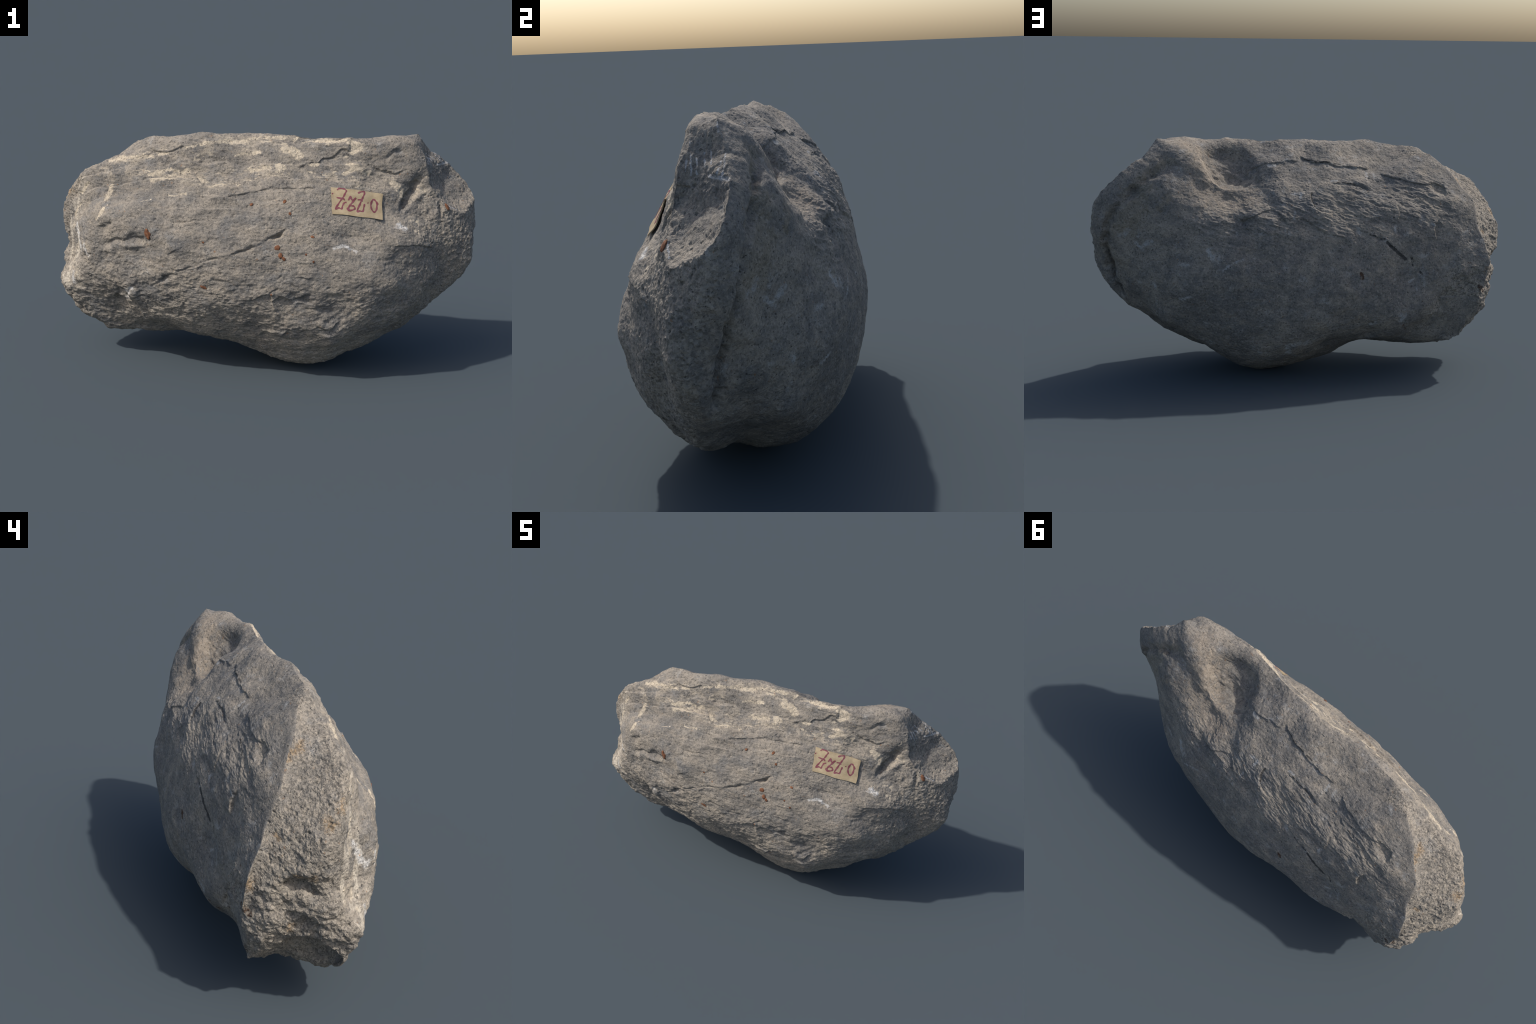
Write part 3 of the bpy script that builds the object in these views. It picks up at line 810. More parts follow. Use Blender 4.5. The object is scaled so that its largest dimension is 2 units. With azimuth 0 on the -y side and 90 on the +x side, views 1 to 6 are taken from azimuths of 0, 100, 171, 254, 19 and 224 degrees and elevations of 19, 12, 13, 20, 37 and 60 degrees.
pale("grey", [
    (0.022, [(-0.788, -0.124, 0.838), (-0.801, -0.139, 0.798), (-0.829, -0.139, 0.761)]),
    (0.025, [(-0.875, -0.144, 0.696), (-0.859, -0.171, 0.652), (-0.864, -0.170, 0.627)]),
    (0.018, [(-0.928, -0.053, 0.834), (-0.957, -0.038, 0.763)]),
    (0.018, [(-0.138, -0.137, 0.965), (-0.183, -0.157, 0.943), (-0.085, -0.154, 0.947)]),
    (0.014, [(0.201, -0.145, 0.978), (0.263, -0.141, 0.974)]),
    (0.016, [(0.312, -0.146, 0.971), (0.373, -0.151, 0.975)]),
    (0.01, [(-0.001, -0.145, 0.973), (0.011, -0.137, 0.987)]),
    (0.012, [(-0.311, -0.154, 0.945), (-0.288, -0.152, 0.945)]),
])
pale("backwhite", [
    (0.008, [(0.166, 0.101, 1.013), (0.131, 0.105, 1.013)]),
    (0.006, [(-0.105, 0.109, 1.011), (-0.172, 0.112, 1.003), (-0.249, 0.111, 1.000)]),
    (0.006, [(-0.118, 0.174, 0.949), (-0.144, 0.173, 0.950)]),
    (0.007, [(0.070, 0.214, 0.897), (0.016, 0.217, 0.896)]),
    (0.006, [(0.036, 0.219, 0.893), (0.038, 0.230, 0.880)]),
    (0.006, [(-0.298, 0.115, 0.985), (-0.296, 0.135, 0.966)]),
    (0.006, [(0.066, 0.268, 0.821), (0.074, 0.281, 0.797)]),
    (0.007, [(-0.218, 0.288, 0.747), (-0.232, 0.297, 0.721)]),
    (0.008, [(-0.223, 0.290, 0.740), (-0.231, 0.296, 0.724)]),
    (0.007, [(-0.411, 0.268, 0.758), (-0.403, 0.278, 0.726)]),
    (0.006, [(-0.587, 0.245, 0.750), (-0.610, 0.244, 0.740)]),
    (0.006, [(0.406, 0.339, 0.570), (0.370, 0.337, 0.598), (0.313, 0.330, 0.619)]),
    (0.016, [(0.100, 0.311, 0.192), (0.051, 0.320, 0.210), (-0.006, 0.307, 0.203)]),
    (0.012, [(0.097, 0.297, 0.169), (0.039, 0.209, 0.115)]),
    (0.01, [(0.235, 0.287, 0.167), (0.218, 0.284, 0.159)]),
    (0.01, [(-0.291, 0.306, 0.283), (-0.318, 0.312, 0.296)]),
    (0.016, [(-0.445, 0.316, 0.337), (-0.445, 0.309, 0.305)]),
    (0.006, [(-0.480, 0.290, 0.486), (-0.499, 0.287, 0.496)]),
    (0.01, [(-0.613, 0.256, 0.306), (-0.628, 0.263, 0.327)]),
    (0.01, [(0.800, 0.156, 0.678), (0.771, 0.174, 0.651), (0.719, 0.203, 0.687)]),
    (0.008, [(0.711, 0.213, 0.490), (0.703, 0.216, 0.472)]),
    (0.008, [(0.699, 0.201, 0.404), (0.697, 0.200, 0.394)]),
    (0.008, [(0.586, 0.266, 0.589), (0.557, 0.279, 0.587)]),
    (0.008, [(0.588, 0.276, 0.430), (0.546, 0.298, 0.444)]),
    (0.012, [(0.463, 0.298, 0.655), (0.447, 0.315, 0.619)]),
])
pale("backtan", [
    (0.02, [(0.657, 0.106, 1.040), (0.685, 0.130, 1.002), (0.750, 0.141, 0.951)]),
    (0.02, [(0.713, 0.166, 0.932), (0.759, 0.159, 0.886), (0.801, 0.158, 0.837)]),
    (0.02, [(0.641, 0.201, 0.880), (0.679, 0.198, 0.842)]),
    (0.025, [(0.753, 0.173, 0.827), (0.810, 0.158, 0.768), (0.867, 0.132, 0.729)]),
    (0.02, [(0.791, 0.165, 0.753), (0.800, 0.156, 0.717)]),
])
pale("brown", [
    (0.012, [(-0.836, 0.272, 0.444), (-0.855, 0.247, 0.418)]),
    (0.008, [(-0.456, 0.290, 0.269), (-0.478, 0.256, 0.246)]),
    (0.007, [(-0.784, 0.259, 0.563), (-0.786, 0.259, 0.561)]),
    (0.01, [(-0.233, 0.342, 0.542), (-0.240, 0.344, 0.521)]),
])
pale("endochre", [
    (0.022, [(-0.753, 0.049, 0.954), (-0.761, 0.074, 0.937)]),
    (0.01, [(-0.773, 0.092, 0.913), (-0.771, 0.106, 0.907)]),
    (0.016, [(-0.872, 0.261, 0.544), (-0.859, 0.246, 0.516)]),
    (0.01, [(-0.870, 0.167, 0.700), (-0.879, 0.162, 0.688)]),
    (0.014, [(-0.900, 0.121, 0.384), (-0.895, 0.119, 0.365)]),
    (0.012, [(-0.949, 0.125, 0.579), (-0.979, 0.067, 0.578)]),
    (0.02, [(-0.963, 0.031, 0.771), (-0.977, 0.025, 0.755)]),
    (0.02, [(-0.953, -0.032, 0.815), (-0.960, -0.030, 0.804)]),
])
pale("creamzone", [
    (0.045, [(-0.246, -0.083, 1.080), (-0.030, -0.065, 1.095), (0.154, -0.079, 1.096), (0.337, -0.095, 1.111)]),
    (0.04, [(-0.238, -0.164, 0.933), (-0.086, -0.148, 0.954), (0.067, -0.143, 0.972), (0.251, -0.142, 0.971), (0.389, -0.161, 0.953)]),
    (0.05, [(-0.794, -0.077, 0.941), (-0.579, -0.131, 0.940), (-0.348, -0.156, 0.944)]),
    (0.04, [(-0.741, -0.069, 0.977), (-0.545, -0.097, 1.011), (-0.279, -0.094, 1.068)]),
    (0.05, [(0.354, -0.107, 1.089), (0.409, -0.126, 1.033), (0.399, -0.147, 0.975)]),
    (0.06, [(0.569, -0.135, 0.928), (0.693, -0.108, 0.871), (0.738, -0.124, 0.813)]),
    (0.05, [(0.606, -0.217, 0.757), (0.706, -0.161, 0.745)]),
    (0.04, [(-0.931, -0.063, 0.629), (-0.930, -0.062, 0.504), (-0.924, -0.127, 0.400)]),
    (0.03, [(-0.852, -0.164, 0.704), (-0.856, -0.182, 0.547)]),
])
pale("flute", [
    (0.06, [(-0.921, -0.047, 0.864), (-0.943, -0.046, 0.790), (-0.931, -0.054, 0.712)]),
    (0.055, [(-0.922, -0.062, 0.671), (-0.911, -0.090, 0.597), (-0.918, -0.080, 0.510), (-0.918, -0.131, 0.436), (-0.933, -0.120, 0.389)]),
    (0.04, [(-0.967, -0.011, 0.528), (-0.957, -0.052, 0.457), (-0.966, -0.095, 0.395)]),
])
pale("dark", [
    (0.006, [(-0.281, 0.298, 0.715), (-0.311, 0.301, 0.701), (-0.348, 0.297, 0.694)]),
    (0.008, [(-0.361, 0.298, 0.678), (-0.404, 0.296, 0.638), (-0.456, 0.286, 0.594)]),
    (0.007, [(-0.487, 0.283, 0.597), (-0.498, 0.285, 0.563)]),
    (0.004, [(-0.474, 0.179, 0.896), (-0.508, 0.184, 0.881), (-0.546, 0.192, 0.863)]),
    (0.005, [(-0.532, 0.286, 0.528), (-0.543, 0.287, 0.521)]),
    (0.004, [(-0.147, 0.180, 0.943), (-0.225, 0.184, 0.935), (-0.296, 0.191, 0.913)]),
    (0.005, [(-0.019, 0.217, 0.900), (-0.011, 0.240, 0.869), (-0.028, 0.258, 0.837)]),
    (0.008, [(0.307, 0.274, 0.788), (0.296, 0.278, 0.787)]),
    (0.004, [(-0.009, 0.068, 1.038), (-0.050, 0.083, 1.029), (-0.104, 0.093, 1.027), (-0.175, 0.096, 1.015)]),
])
pale("fissure_and_shade", [  # black in cracks; also painted shade under the shell edge and upper flake
    (0.005, [(-0.487, -0.317, 0.478), (-0.460, -0.323, 0.499)]),
    (0.004, [(0.025, -0.317, 0.708), (0.040, -0.312, 0.720)]),
    (0.0025, [(-0.387, -0.292, 0.755), (-0.298, -0.287, 0.771), (-0.247, -0.281, 0.773)]),
    (0.0025, [(0.069, -0.199, 0.911), (0.130, -0.200, 0.909), (0.166, -0.199, 0.914)]),
    (0.003, [(-0.576, -0.274, 0.387), (-0.556, -0.279, 0.388), (-0.541, -0.279, 0.376)]),
    (0.004, [(0.119, -0.131, 0.989), (0.140, -0.127, 1.000)]),
    (0.003, [(0.215, -0.124, 1.018), (0.230, -0.118, 1.036)]),
])
pale("humptan", [
    (0.09, [(0.464, 0.100, 1.008), (0.449, 0.155, 0.919), (0.395, 0.179, 0.865)]),
    (0.07, [(0.378, 0.161, 0.881), (0.289, 0.192, 0.865)]),
    (0.05, [(0.554, 0.040, 1.116), (0.480, 0.068, 1.081)]),
])
pale("streak", [
    (0.022, [(0.917, 0.122, 0.761), (0.930, 0.101, 0.667), (0.911, 0.070, 0.568)]),
    (0.03, [(0.738, 0.151, 0.942), (0.786, 0.154, 0.871)]),
    (0.02, [(0.769, 0.130, 0.955), (0.800, 0.138, 0.911)]),
    (0.03, [(0.796, 0.159, 0.835), (0.859, 0.137, 0.762), (0.896, 0.122, 0.710)]),
    (0.03, [(0.752, 0.176, 0.813), (0.797, 0.161, 0.747)]),
    (0.02, [(0.624, 0.115, 1.033), (0.708, 0.128, 0.998)]),
])
pale("striae", [
    (0.004, [(0.683, -0.047, 1.086), (0.716, -0.040, 1.047), (0.739, -0.034, 0.994)]),
    (0.004, [(0.718, -0.053, 1.037), (0.729, -0.050, 0.998)]),
    (0.0035, [(0.724, -0.021, 1.038), (0.748, -0.018, 0.995)]),
    (0.0045, [(0.718, -0.003, 1.047), (0.753, 0.004, 1.016)]),
    (0.004, [(0.689, 0.028, 1.128), (0.708, 0.033, 1.100)]),
    (0.003, [(0.689, 0.042, 1.120), (0.713, 0.049, 1.095)]),
    (0.005, [(0.677, -0.015, 1.116), (0.691, -0.013, 1.099)]),
    (0.004, [(0.753, 0.063, 1.049), (0.787, 0.064, 1.029), (0.819, 0.066, 0.992)]),
    (0.004, [(0.761, 0.053, 1.041), (0.791, 0.050, 1.015), (0.804, 0.050, 0.995)]),
    (0.006, [(0.782, 0.026, 0.992), (0.838, 0.089, 0.990)]),
    (0.003, [(0.822, -0.087, 0.829), (0.872, -0.074, 0.803), (0.914, -0.058, 0.790)]),
    (0.0035, [(0.722, 0.016, 1.052), (0.764, 0.026, 1.022)]),
    (0.003, [(0.626, -0.137, 0.864), (0.632, -0.145, 0.841)]),
])

DUST = (0.274, 0.240, 0.197)
GREY = (0.150, 0.141, 0.130)


def stone(name, granular=0.0, marks=(), warm=0.5):
    m = Nodes(name)
    broad = m.noise(4.5, 4, 0.6)
    patch = m.noise(16, 4, 0.6)
    fine = m.noise(85, 3, 0.65)
    grain = m.noise(230, 2, 0.6)
    col = m.mix(m.ramp(m.math("ADD", m.math("MULTIPLY", broad, 0.5), m.math("MULTIPLY", patch, 0.5)), 0.38 - 0.1 * (warm - 0.5), 0.60 - 0.1 * (warm - 0.5)), GREY, DUST)
    bluish = m.ramp(m.noise(9, 3, 0.6, m.vec("ADD", m.co, (3.1, 7.7, 1.3))), 0.52, 0.70)
    col = m.mix(0.35 * granular, col, (0.34, 0.295, 0.235))
    col = m.mix(m.math("MULTIPLY", bluish, 0.45), col, (0.165, 0.165, 0.163))
    bloom = m.ramp(m.noise(13, 6, 0.72, m.vec("ADD", m.co, (6.3, 2.2, 9.1))), 0.56, 0.72)
    col = m.mix(m.math("MULTIPLY", bloom, 0.85 - 0.6 * warm), col, (0.33, 0.325, 0.31))
    # the marks: calcite streaks, shell remnants, stains, dark crack lines, shade painted under flakes
    along_shell = m.vec("MULTIPLY", m.co, (0.30, 1.0, 1.0))
    band = m.noise(24, 5, 0.65, along_shell)
    col = m.mix(m.math("MULTIPLY", m.ramp(band, 0.50, 0.68), 0.40), col, (0.285, 0.240, 0.185))
    col = m.mix(m.math("MULTIPLY", m.ramp(band, 0.46, 0.34), 0.35), col, (0.105, 0.099, 0.092))
    blotch = m.noise(48, 4, 0.7, m.vec("ADD", m.co, (4, 1, 8)))
    layers = m.ramp(m.noise(58, 5, 0.65, m.vec("MULTIPLY", m.co, (0.22, 1.0, 1.0))), 0.54, 0.64)
    wob = m.vec("SUBTRACT", m.noise(22, 4, 0.65, out="Color"), (0.5, 0.5, 0.5))
    for kind, style, tint, strength, ragged in marks:
        co = m.vec("ADD", m.co, m.vec("SCALE", wob, scale=0.042 if style in ("vein", "wash") else 0.018))
        dist = m.streaks(co, PALE[kind])
        ragged_dist = m.math("ADD", dist, m.math("MULTIPLY", m.math("SUBTRACT", fine, 0.5), ragged))
        if style == "vein":            # solid heart, breaking up into thin layers beside it
            core = m.ramp(m.math("ADD", ragged_dist, m.math("MULTIPLY", m.math("SUBTRACT", 0.5, band), 2.0)), 1.02, 0.62)
            mask = m.math("MAXIMUM", core, m.math("MULTIPLY", m.ramp(ragged_dist, 2.4, 0.8), m.math("MULTIPLY", layers, 0.75)))
            mask = m.math("MULTIPLY", mask, m.ramp(m.noise(60, 4, 0.7), 0.32, 0.42))
        elif style == "wash":          # only thin layers, over a wide zone
            mask = m.math("MULTIPLY", m.ramp(ragged_dist, 1.5, 0.5), m.math("ADD", m.math("MULTIPLY", layers, 0.62), m.math("MULTIPLY", m.ramp(patch, 0.48, 0.62), 0.30)))
        elif style == "flute":         # upright bands down the broken edge of the shell
            bands = m.noise(34, 5, 0.62, m.vec("MULTIPLY", m.co, (1.0, 1.0, 0.16)))
            mask = m.math("MULTIPLY", m.ramp(ragged_dist, 1.5, 0.6), m.ramp(bands, 0.43, 0.58))
        elif style == "patch":
            mask = m.ramp(m.math("ADD", ragged_dist, m.math("MULTIPLY", m.math("SUBTRACT", 0.5, blotch), 5.0)), 1.5, 0.1)
        else:                          # a plain thin line
            mask = m.ramp(ragged_dist, 1.15, 0.75)
        shade = m.mix(m.ramp(patch, 0.35, 0.65), tint, tuple(0.88 * t for t in tint))
        col = m.mix(m.math("MULTIPLY", mask, strength), col, shade)
    # grain: pale and dark grains, pores
    val = m.math("ADD", 0.20, m.math("MULTIPLY", fine, 0.80))
    val = m.math("ADD", val, m.math("MULTIPLY", grain, 0.80))
    col = m.mix(1.0, col, m.grey(val), "MULTIPLY")
    cell = m.voronoi(165 if granular > 0.8 else 150, "Color")
    pick = m.t.nodes.new("ShaderNodeSeparateColor")
    m.t.links.new(cell, pick.inputs[0])
    r, g = pick.outputs[0], pick.outputs[1]
    col = m.mix(m.math("MULTIPLY", m.ramp(r, 0.86 - 0.22 * granular, 0.90 - 0.22 * granular), 0.28 + 0.22 * granular), col, (0.36, 0.315, 0.255))
    col = m.mix(m.math("MULTIPLY", m.ramp(g, 0.88 - 0.25 * granular, 0.92 - 0.25 * granular), 0.42 + 0.08 * granular), col, (0.078, 0.073, 0.068))
    rusty = m.math("MULTIPLY", m.ramp(m.noise(55, 2, 0.5, m.vec("ADD", m.co, (9, 2, 5))), 0.70, 0.78), 0.6)
    col = m.mix(rusty, col, (0.24, 0.13, 0.065))
    speck = m.ramp(m.noise(120, 2, 0.5, m.vec("ADD", m.co, (1, 12, 5))), 0.66, 0.74)
    col = m.mix(m.math("MULTIPLY", speck, 0.75), col, (0.055, 0.052, 0.05))
    m.t.links.new(col, m.bsdf.inputs["Base Color"])
    m.bsdf.inputs["Roughness"].default_value = 0.88
    m.bsdf.inputs["Specular IOR Level"].default_value = 0.25
    bump = m.t.nodes.new("ShaderNodeBump")
    bump.inputs["Strength"].default_value = 1.0
    bump.inputs["Distance"].default_value = 0.004 + 0.003 * granular
    height = m.math("ADD", m.math("MULTIPLY", fine, 0.7), m.math("SUBTRACT", m.math("MULTIPLY", grain, 0.5), m.math("MULTIPLY", speck, 0.6)))
    m.t.links.new(height, bump.inputs["Height"])
    m.t.links.new(bump.outputs[0], m.bsdf.inputs["Normal"])
    return m.mat


BLACK = (0.045, 0.043, 0.041)
CREAM, WHITE, SMOOTH = (0.55, 0.465, 0.350), (0.56, 0.54, 0.51), (0.205, 0.192, 0.176)


def paper_material():
    m = Nodes("old_paper")
    col = m.mix(m.ramp(m.noise(30, 4, 0.6), 0.35, 0.65), (0.335, 0.262, 0.163), (0.405, 0.325, 0.212))
    col = m.mix(1.0, col, m.grey(m.math("ADD", 0.78, m.math("MULTIPLY", m.noise(300, 2, 0.6), 0.40))), "MULTIPLY")
    m.t.links.new(col, m.bsdf.inputs["Base Color"])
    m.bsdf.inputs["Roughness"].default_value = 0.9
    m.bsdf.inputs["Specular IOR Level"].default_value = 0.15
    return m.mat


def plain(name, a, b, scale, rough=0.85):
    m = Nodes(name)
    col = m.mix(m.ramp(m.noise(scale, 3, 0.6), 0.35, 0.65), a, b)
    m.t.links.new(col, m.bsdf.inputs["Base Color"])
    m.bsdf.inputs["Roughness"].default_value = rough
    m.bsdf.inputs["Specular IOR Level"].default_value = 0.2
    return m.mat


# ------------------------------------------------------------------ assembling
def mesh_object(name, verts, faces, material, parent=None, smooth=True):
    me = bpy.data.meshes.new(name)
    verts, faces = np.asarray(verts, np.float32), np.asarray(faces, np.int32)
    k = faces.shape[1]
    me.vertices.add(len(verts))
    me.vertices.foreach_set("co", verts.ravel())
    me.loops.add(faces.size)
    me.loops.foreach_set("vertex_index", faces.ravel())
    me.polygons.add(len(faces))
    me.polygons.foreach_set("loop_start", np.arange(0, faces.size, k, dtype=np.int32))
    me.update(calc_edges=True)
    me.validate()
    me.polygons.foreach_set("use_smooth", np.full(len(me.polygons), smooth))
    me.materials.append(material)
    ob = bpy.data.objects.new(name, me)
    bpy.context.scene.collection.objects.link(ob)
    ob.parent = parent
    return ob


LEVEL = 9
base, base_n, skin, tris, (ends, right, front) = build_body()
skin_n = normals_of(skin, tris)

rock = bpy.data.objects.new("fossil_shell_stone", None)
bpy.context.scene.collection.objects.link(rock)
rock["label"] = "grey limestone fossil shell lump with small numbered paper label"
rock["category"] = "fossil rock"

# split by region; border vertices coincide and carry the whole body's normals
w = np.stack([ends[tris].mean(1), right[tris].mean(1), front[tris].mean(1)], 1)
w = np.concatenate([w, 1 - w.sum(1, keepdims=True)], 1)
kind = w.argmax(1)
front_marks = [("flute", "flute", (0.50, 0.445, 0.365), 0.85, 0.9), ("creamzone", "wash", CREAM, 0.9, 1.2), ("grey", "patch", SMOOTH, 0.8, 0.9), ("cream", "vein", CREAM, 0.9, 1.3), ("white", "patch", WHITE, 0.9, 1.3), ("fissure_and_shade", "line", BLACK, 0.8, 0.8)]
region_materials = [
    ("broken_end", stone("broken_stone", 1.0, [("endochre", "patch", (0.36, 0.24, 0.125), 0.65, 1.0), ("brown", "line", (0.07, 0.035, 0.02), 0.9, 0.8)], 0.75)),
    ("beak_end", stone("beak_stone", 0.45, [("striae", "line", (0.40, 0.40, 0.40), 0.8, 1.0)], 0.5)),
    ("front_face", stone("front_stone", 0.1, front_marks, 0.6)),
    ("back_face", stone("back_stone", 0.1, [("backtan", "patch", (0.25, 0.205, 0.145), 0.6, 1.5), ("humptan", "patch", (0.30, 0.245, 0.185), 0.6, 1.2), ("streak", "patch", (0.235, 0.205, 0.16), 0.6, 1.2), ("backwhite", "patch", (0.40, 0.395, 0.38), 0.75, 1.2), ("dark", "line", BLACK, 0.9, 0.7), ("brown", "line", (0.07, 0.035, 0.02), 0.9, 0.8)], 0.2)),
]
for k, (name, mat) in enumerate(region_materials):
    sub = tris[kind == k]
    used, local = np.unique(sub, return_inverse=True)
    ob = mesh_object(name, skin[used], local.reshape(sub.shape), mat, rock)
    ob.data.normals_split_custom_set_from_vertices(skin_n[used].tolist())


def settle(points, lift, reach=0.02):
    """Drop points onto the finished skin: average of the near skin, then lift along its normal."""
    out, nor = [], []
    for p in np.asarray(points):
        box = np.all(np.abs(skin - p) < 0.06, axis=1).nonzero()[0]
        d = np.linalg.norm(skin[box] - p, axis=1)
        k = box[d < max(reach, d.min() + 0.008)]
        dd = np.linalg.norm(skin[k] - p, axis=1)
        ww = np.exp(-(dd / (0.5 * reach)) ** 2) + 1e-9
        n = (skin_n[k] * ww[:, None]).sum(0)
        n /= np.linalg.norm(n)
        c = (skin[k] * ww[:, None]).sum(0) / ww.sum()
        out.append(p + n * ((c - p) @ n + lift))
        nor.append(n)
    return np.array(out), np.array(nor)


# ------------------------------------------------------------------ paper label and its number
TOP_LEFT, TOP_RIGHT = np.array([0.269, -0.191, 0.918]), np.array([0.506, -0.165, 0.887])
LOW_RIGHT, LOW_LEFT = np.array([0.510, -0.223, 0.779]), np.array([0.277, -0.249, 0.807])
NU, NV, THICK = 48, 28, 0.0035


def on_label(u, v):
    return (TOP_LEFT * (1 - u) + TOP_RIGHT * u) * (1 - v) + (LOW_LEFT * (1 - u) + LOW_RIGHT * u) * v


face_n = np.cross(LOW_LEFT - TOP_LEFT, TOP_RIGHT - TOP_LEFT)
face_n /= np.linalg.norm(face_n)


cells_u, cells_v = np.meshgrid(np.linspace(0, 1, NU + 1), np.linspace(0, 1, NV + 1))
flat = on_label(cells_u.reshape(-1, 1), cells_v.reshape(-1, 1))
close = skin[np.linalg.norm(skin - flat.mean(0), axis=1) < 0.2]
off = (close - flat.mean(0)) @ face_n
shift = close - off[:, None] * face_n
sheet = np.zeros(len(flat))
for k, p in enumerate(flat):
    d = np.linalg.norm(shift - p, axis=1)
    m = d < 0.018
    sheet[k] = np.percentile(off[m], 75) if m.any() else 0
sheet = sheet.reshape(NV + 1, NU + 1)
for _ in range(14):                      # paper does not bend sharply
    pad = np.pad(sheet, 1, mode="edge")
    sheet = (pad[:-2, 1:-1] + pad[2:, 1:-1] + pad[1:-1, :-2] + pad[1:-1, 2:] + 2 * sheet) / 6
sheet = np.maximum(sheet, -1) + 0.002 + 0.006 * step(cells_u, 0.80, 1.0) + 0.003 * step(cells_v, 0.75, 1.0)


def paper_point(u, v, lift=0.0):
    fu, fv = np.clip(u, 0, 1) * NU, np.clip(v, 0, 1) * NV
    i, j = np.minimum(fu.astype(int), NU - 1), np.minimum(fv.astype(int), NV - 1)
    a, b = fu - i, fv - j
    hgt = (sheet[j, i] * (1 - a) + sheet[j, i + 1] * a) * (1 - b) + (sheet[j + 1, i] * (1 - a) + sheet[j + 1, i + 1] * a) * b
    return on_label(u[:, None], v[:, None]) + ((hgt + lift) - (on_label(u[:, None], v[:, None]) - flat.mean(0)) @ face_n)[:, None] * face_n


def thick_sheet(top, rows, cols, drop):
    """Close a grid of points into a sheet with a rim and an underside."""
    low = top - drop * face_n
    v = np.concatenate([top, low])
    n = rows * cols
    quads = []
    for j in range(rows - 1):
        for i in range(cols - 1):
            a = j * cols + i
            quads.append((a, a + cols, a + cols + 1, a + 1))
            quads.append((n + a, n + a + 1, n + a + cols + 1, n + a + cols))
    rim = [i for i in range(cols)] + [j * cols + cols - 1 for j in range(1, rows)] + [(rows - 1) * cols + i for i in range(cols - 2, -1, -1)] + [j * cols for j in range(rows - 2, 0, -1)]
    for a, b in zip(rim, rim[1:] + rim[:1]):
        quads.append((a, b, n + b, n + a))
    return v, quads


edge = 0.006 * np.sin(cells_v.ravel() * 9 + 1) * (cells_u.ravel() == 1) + 0.004 * np.sin(cells_v.ravel() * 14) * (cells_u.ravel() == 0)
edge_v = 0.010 * np.sin(cells_u.ravel() * 11 + 2) * (cells_v.ravel() == 1) + 0.005 * np.sin(cells_u.ravel() * 7) * (cells_v.ravel() == 0)
top = paper_point(cells_u.ravel(), cells_v.ravel()) + edge[:, None] * (TOP_RIGHT - TOP_LEFT) + edge_v[:, None] * (LOW_LEFT - TOP_LEFT)
v, q = thick_sheet(top, NV + 1, NU + 1, THICK)
label = mesh_object("paper_label", v, q, paper_material(), rock, smooth=False)

INK = plain("red_ink", (0.165, 0.048, 0.060), (0.215, 0.075, 0.095), 60, 0.8)


def pen_stroke(name, width, points, closed=False):
    """A flat inked stroke on the paper: a Catmull-Rom line with a pen's uneven width."""
    p = np.array(points, float)
    fine = []
    pts = np.concatenate([p[:1], p, p[-1:]])
    for k in range(1, len(pts) - 2):
        for t in np.linspace(0, 1, 8, endpoint=False):
            a, b, c, d = pts[k - 1:k + 3]
            fine.append(0.5 * (2 * b + (c - a) * t + (2 * a - 5 * b + 4 * c - d) * t * t + (3 * b - a - 3 * c + d) * t ** 3))
    fine = np.array(fine + [p[-1]])
    aspect = np.array([0.24, 0.126])
    run = np.gradient(fine * aspect, axis=0)
    run /= np.linalg.norm(run, axis=1)[:, None] + 1e-12
    across = np.stack([-run[:, 1], run[:, 0]], 1)
    wid = width * (1 + 0.25 * np.sin(np.arange(len(fine)) * 0.55 + len(points)))
    left, right_side = fine + across * wid[:, None] / aspect, fine - across * wid[:, None] / aspect
    mid = fine
    grid = np.stack([left, mid, right_side])
    top = paper_point(grid[:, :, 0].ravel(), grid[:, :, 1].ravel(), 0.0006)
    v, q = thick_sheet(top, 3, len(fine), 0.0005)
    ob = mesh_object(name, v, q, INK, label, smooth=False)
    return ob


NUMBER = [
    ("seven", 0.0033, [[(0.117, 0.096), (0.151, 0.026), (0.202, 0.02), (0.258, 0.03), (0.289, 0.085), (0.268, 0.169), (0.228, 0.322), (0.193, 0.413), (0.13, 0.603), (0.066, 0.814), (0.134, 0.755), (0.184, 0.783), (0.208, 0.654), (0.237, 0.554), (0.282, 0.52)],
                       [(0.095, 0.383), (0.16, 0.391), (0.216, 0.387), (0.249, 0.449)]]),
    ("two", 0.0036, [[(0.319, 0.436), (0.368, 0.285), (0.384, 0.383), (0.418, 0.404), (0.475, 0.308)],
                     [(0.464, 0.331), (0.406, 0.469), (0.366, 0.571), (0.32, 0.696), (0.297, 0.773), (0.325, 0.817), (0.415, 0.762), (0.444, 0.694), (0.416, 0.629), (0.371, 0.636)],
                     [(0.325, 0.700), (0.315, 0.76), (0.340, 0.79)]]),
    ("seven", 0.0035, [[(0.513, 0.119), (0.573, 0.052), (0.64, 0.02), (0.651, 0.06), (0.628, 0.175), (0.593, 0.317), (0.546, 0.523), (0.482, 0.811), (0.538, 0.781), (0.6, 0.774), (0.624, 0.605), (0.642, 0.488)],
                       [(0.503, 0.367), (0.57, 0.354), (0.603, 0.401)]]),
    ("zero", 0.0038, [[(0.818, 0.257), (0.777, 0.411), (0.771, 0.556), (0.798, 0.691), (0.842, 0.736), (0.882, 0.628), (0.895, 0.451), (0.885, 0.352), (0.852, 0.279), (0.815, 0.262)],
                      [(0.89, 0.33), (0.904, 0.397), (0.889, 0.473)]]),
    ("dot", 0.0042, [[(0.014, 0.235), (0.022, 0.25), (0.030, 0.262)]]),
    ("dot", 0.0038, [[(0.705, 0.415), (0.710, 0.43), (0.715, 0.445)]]),
]
made = {}
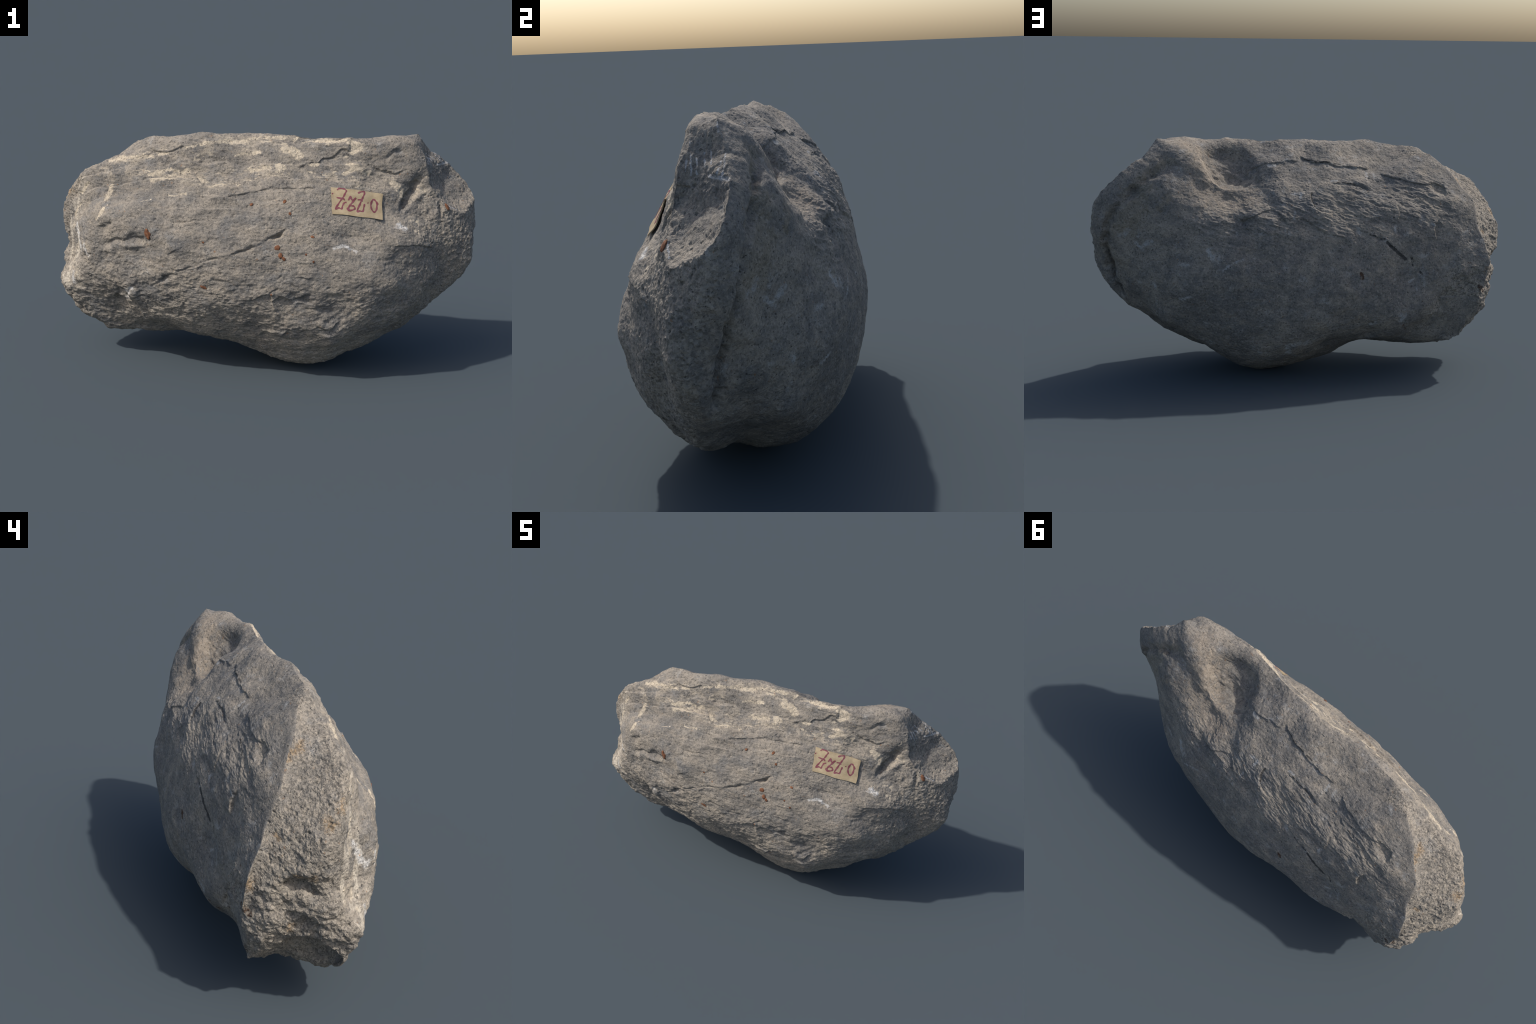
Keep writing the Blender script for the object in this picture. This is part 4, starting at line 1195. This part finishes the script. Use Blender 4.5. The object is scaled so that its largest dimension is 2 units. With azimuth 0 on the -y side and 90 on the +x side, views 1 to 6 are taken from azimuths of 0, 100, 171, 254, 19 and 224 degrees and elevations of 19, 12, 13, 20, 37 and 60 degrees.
for digit, width, strokes in NUMBER:
    parts = [pen_stroke("ink_" + digit, width, s) for s in strokes]
    bm = bmesh.new()
    for k, ob in enumerate(parts):
        bump_up = 0.0003 * k
        me = ob.data
        me.transform(__import__("mathutils").Matrix.Translation(Vector(face_n) * bump_up))
        bm.from_mesh(me)
    keep = parts[0]
    bm.to_mesh(keep.data)
    bm.free()
    for ob in parts[1:]:
        bpy.data.objects.remove(ob)

# ------------------------------------------------------------------ rusty grains let into the stone
RUST = plain("rusty_iron", (0.115, 0.050, 0.028), (0.225, 0.100, 0.052), 90)
GRAINS = []


def rust_grain(at, long, short, turn):
    GRAINS.append((np.array(at), long, short, turn))


rust_grain((-0.555, -0.290, 0.687), 0.025, 0.015, -30)
rust_grain((0.036, -0.334, 0.662), 0.014, 0.012, -60)
rust_grain((0.051, -0.344, 0.629), 0.014, 0.01, -15)
rust_grain((0.066, -0.348, 0.617), 0.01, 0.008, -60)
rust_grain((0.061, -0.248, 0.856), 0.009, 0.007, 20)
rust_grain((-0.089, -0.252, 0.837), 0.008, 0.006, 40)
rust_grain((0.086, -0.270, 0.806), 0.007, 0.006, 0)
rust_grain((0.200, -0.346, 0.607), 0.006, 0.005, 0)
rust_grain((0.020, -0.372, 0.451), 0.006, 0.006, 0)
rust_grain((-0.290, -0.343, 0.461), 0.015, 0.007, -80)
rust_grain((-0.298, -0.328, 0.670), 0.004, 0.004, 0)
rust_grain((0.192, -0.311, 0.713), 0.006, 0.008, 0)
rust_grain((0.166, -0.339, 0.638), 0.005, 0.004, 0)
rust_grain((0.824, -0.094, 0.819), 0.018, 0.01, -45)
rust_grain((-0.302, -0.328, 0.671), 0.004, 0.004, 0)

blob_d, blob_f = icosphere(3)
for k, (at, long, short, turn) in enumerate(GRAINS):
    (c,), (n,) = settle([at], 0.0005)
    side = np.cross(n, [0.3, 0.2, 1.0])
    side /= np.linalg.norm(side)
    up = np.cross(n, side)
    ca, sa = math.cos(math.radians(turn)), math.sin(math.radians(turn))
    e1, e2 = ca * up + sa * side, -sa * up + ca * side
    lump = 1 + 0.30 * fractal(blob_d + 3.7 * k, 0.9, 300 + k, 3, 0.6)
    v = blob_d * lump[:, None]
    v = c + v[:, :1] * e1 * long + v[:, 1:2] * e2 * short + v[:, 2:] * n * min(0.0035, 0.4 * short)
    mesh_object("rust_grain", v, blob_f, RUST, rock)
